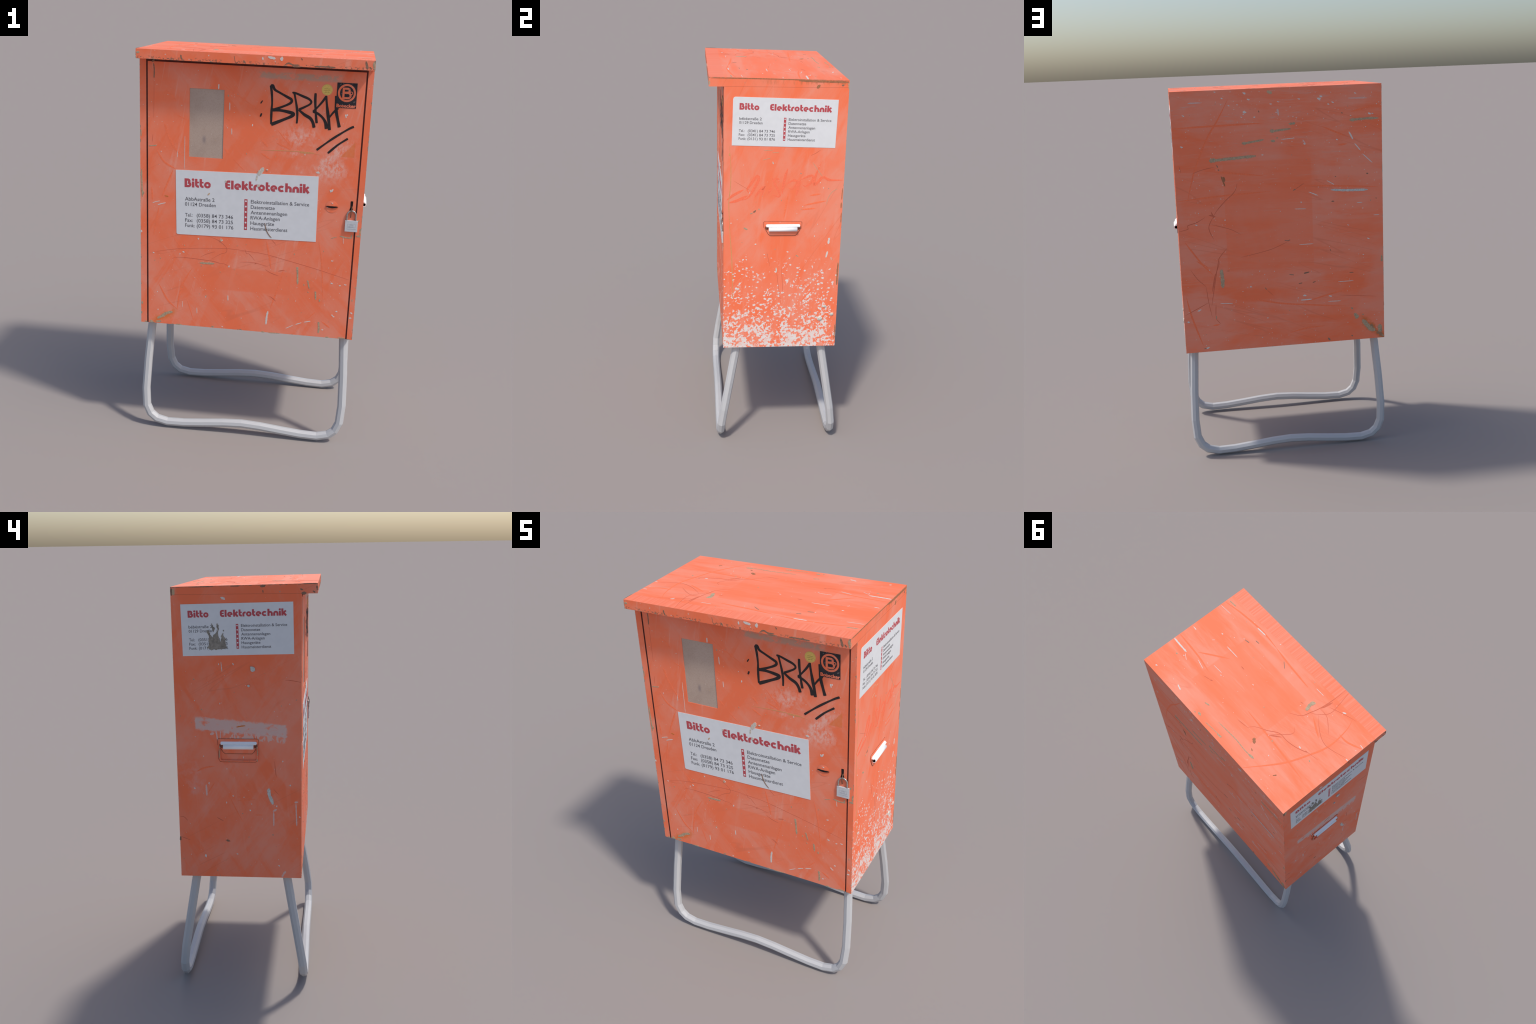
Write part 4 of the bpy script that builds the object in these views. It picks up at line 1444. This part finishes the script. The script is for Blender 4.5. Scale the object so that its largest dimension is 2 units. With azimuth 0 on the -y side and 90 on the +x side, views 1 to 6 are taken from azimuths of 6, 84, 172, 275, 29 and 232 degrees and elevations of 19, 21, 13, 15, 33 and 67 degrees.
padlock = bpy.data.objects.new("padlock", None)
bpy.context.scene.collection.objects.link(padlock)
padlock.parent = cabinet
bm = bmesh.new()
box(bm, 0.4695, 0.5310, Y_FRONT - 0.0080, Y_FRONT - 0.0006, 1.1755, 1.2330)
bmesh.ops.bevel(bm, geom=bm.edges[:], offset=0.0016, segments=2, affect="EDGES", profile=0.6)
new_object("lock_case", tidy(bm), [M["steel"]], padlock)
bm = bmesh.new()
xs0, xs1, ys = 0.4767, 0.5200, Y_FRONT - 0.0042
mx, rr = (xs0 + xs1) / 2, (xs1 - xs0) / 2
path = [Vector((xs0, ys, 1.226)), Vector((xs0, ys, 1.240)), Vector((xs0, ys, 1.2535))]
path += [Vector((mx - rr * math.cos(math.pi * i / 14), ys, 1.2560 + rr * 1.08 * math.sin(math.pi * i / 14))) for i in range(1, 14)]
path += [Vector((xs1, ys, 1.2535)), Vector((xs1, ys, 1.240)), Vector((xs1, ys, 1.226))]
tube(bm, [p + Vector((0, 0, 0.0012)) for p in path], 0.0037, 12)
new_object("shackle", tidy(bm), [M["bright_steel"]], padlock, smooth=True)
bm = bmesh.new()
face = lambda a, b, h: Vector((0.5000 + a, Y_FRONT - 0.0080 - h, 1.2043 + b))
for p in ([(-0.018, 0.010), (0.020, 0.010)], [(0.020, 0.010), (0.020, -0.0065)], [(0.020, -0.0065), (-0.018, -0.0065)], [(-0.018, -0.0065), (-0.018, 0.010)]):
    flat_strip(bm, face, p, [0.0008] * 2, -0.0002, 0.0003)
write(bm, face, "STEEL", -0.007, 0.0040, 0.0034, 0.019, -0.0002, 0.0003)
write(bm, face, "SECURE", -0.013, -0.0045, 0.0034, 0.024, -0.0002, 0.0003)
write(bm, face, "HARDENED", -0.020, -0.0165, 0.0032, 0.044, -0.0002, 0.0003)
new_object("lock_engraving", tidy(bm), [plain("engraved_grey", (0.36, 0.36, 0.40))], padlock)


# ------------------------------------------------------------------ carrying handles on both sides
def handle(side, with_bail):
    """side +1 right, -1 left. Local frame: t along the side (reading right as seen), up z, out from the wall."""
    yc = 0.0205

    def at(t, z, out):
        return Vector((side * (HX + out), yc + side * t, z))
    root = bpy.data.objects.new("carrying_handle", None)
    bpy.context.scene.collection.objects.link(root)
    root.parent = cabinet
    # painted back plate with rounded lower corners
    bm = bmesh.new()
    plate = [(-0.094, 1.292), (0.090, 1.292), (0.094, 1.288), (0.094, 1.262), (0.086, 1.252), (0.072, 1.2300), (0.064, 1.2215), (-0.064, 1.2215), (-0.073, 1.2300), (-0.086, 1.252), (-0.094, 1.262), (-0.097, 1.288)]
    prism(bm, [at(t, z, 0.0) for t, z in plate], Vector((side * 0.0026, 0, 0)))
    new_object("back_plate", tidy(bm), [M["fresh"]], root)
    # dark strips along the plate's outline and dark patches in its corners
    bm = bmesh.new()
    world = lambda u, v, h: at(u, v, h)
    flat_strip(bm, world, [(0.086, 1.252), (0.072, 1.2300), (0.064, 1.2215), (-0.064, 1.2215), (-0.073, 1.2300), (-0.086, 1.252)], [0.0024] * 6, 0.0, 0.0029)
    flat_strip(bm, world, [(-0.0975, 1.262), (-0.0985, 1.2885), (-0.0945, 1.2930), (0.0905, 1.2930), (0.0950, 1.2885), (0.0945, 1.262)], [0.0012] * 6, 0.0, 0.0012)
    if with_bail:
        flat_strip(bm, world, [(-0.0945, 1.236), (-0.0945, 1.196), (-0.0885, 1.1845), (-0.0790, 1.1815), (0.0780, 1.1815), (0.0880, 1.1850)], [0.0016, 0.003, 0.0035, 0.0035, 0.003, 0.0016], 0.0, 0.0006)  # the bail's shadow on the wall, laid down as a dark ribbon
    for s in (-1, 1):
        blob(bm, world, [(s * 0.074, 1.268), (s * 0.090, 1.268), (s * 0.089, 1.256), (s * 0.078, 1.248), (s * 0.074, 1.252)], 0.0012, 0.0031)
    new_object("plate_shadow_edge", tidy(bm), [plain("dark_orange_brown", (0.24, 0.075, 0.045))], root)
    # white grip: a flared tab that rolls over into a hollow tube
    bm = bmesh.new()
    section = [(0.0014, 1.2805), (0.0046, 1.2795), (0.0130, 1.2705), (0.0090, 1.2655), (0.0014, 1.2735)]
    a = [bm.verts.new(at(-0.0855 + (0.003 if o > 0.004 else 0.012 if i == 0 else 0), z, o)) for i, (o, z) in enumerate(section)]
    b = [bm.verts.new(at(0.0870 - (0.003 if o > 0.004 else 0.012 if i == 0 else 0), z, o)) for i, (o, z) in enumerate(section)]
    bm.faces.new(a)
    bm.faces.new(b)
    for i in range(5):
        j = (i + 1) % 5
        bm.faces.new((a[i], a[j], b[j], b[i]))
    ro, ri, oc, zc, n = 0.0112, 0.0078, 0.0088, 1.2555, 20
    rings = []
    for rad, t in ((ri, -0.0712), (ro, -0.0712), (ro, 0.0712), (ri, 0.0712)):
        rings.append([bm.verts.new(at(t, zc + rad * math.sin(2 * math.pi * i / n), oc + rad * math.cos(2 * math.pi * i / n))) for i in range(n)])
    for q in range(4):
        a, b = rings[q], rings[(q + 1) % 4]
        for i in range(n):
            f = bm.faces.new((a[i], a[(i + 1) % n], b[(i + 1) % n], b[i]))
            f.material_index = 1 if q == 3 else 0
            f.smooth = q in (1, 3)
    new_object("grip", tidy(bm), [M["white"], M["hole"]], root)
    if with_bail:
        bm = bmesh.new()
        wire = [(-0.0880, 1.2560), (-0.0890, 1.200), (-0.0865, 1.191), (-0.0790, 1.1875), (0.0780, 1.1875), (0.0855, 1.191), (0.0880, 1.200), (0.0875, 1.2560)]
        tube(bm, [at(t, z, 0.0045) for t, z in wire], 0.0042, 10)
        new_object("wire_bail", tidy(bm), [M["fresh"]], root, smooth=True)
        bm = bmesh.new()
        for t, z0, z1 in ((0.0905, 1.215, 1.240), (-0.0905, 1.204, 1.244), (-0.060, 1.1875, 1.1905), (0.02, 1.1865, 1.1895), (0.0880, 1.186, 1.198), (-0.045, 1.184, 1.188), (0.05, 1.1865, 1.1895), (-0.0885, 1.250, 1.258), (0.0880, 1.246, 1.258)):
            flat_strip(bm, world, [(t, z0), (t, z1)], [0.0034] * 2, 0.004, 0.0090)
        new_object("bail_chip", tidy(bm), [M["metal"]], root, kind="stuff")


handle(1, False)
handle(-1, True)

for ob in bpy.data.objects:
    if ob.type == "MESH" and not ob.data.polygons:
        bpy.data.objects.remove(ob)
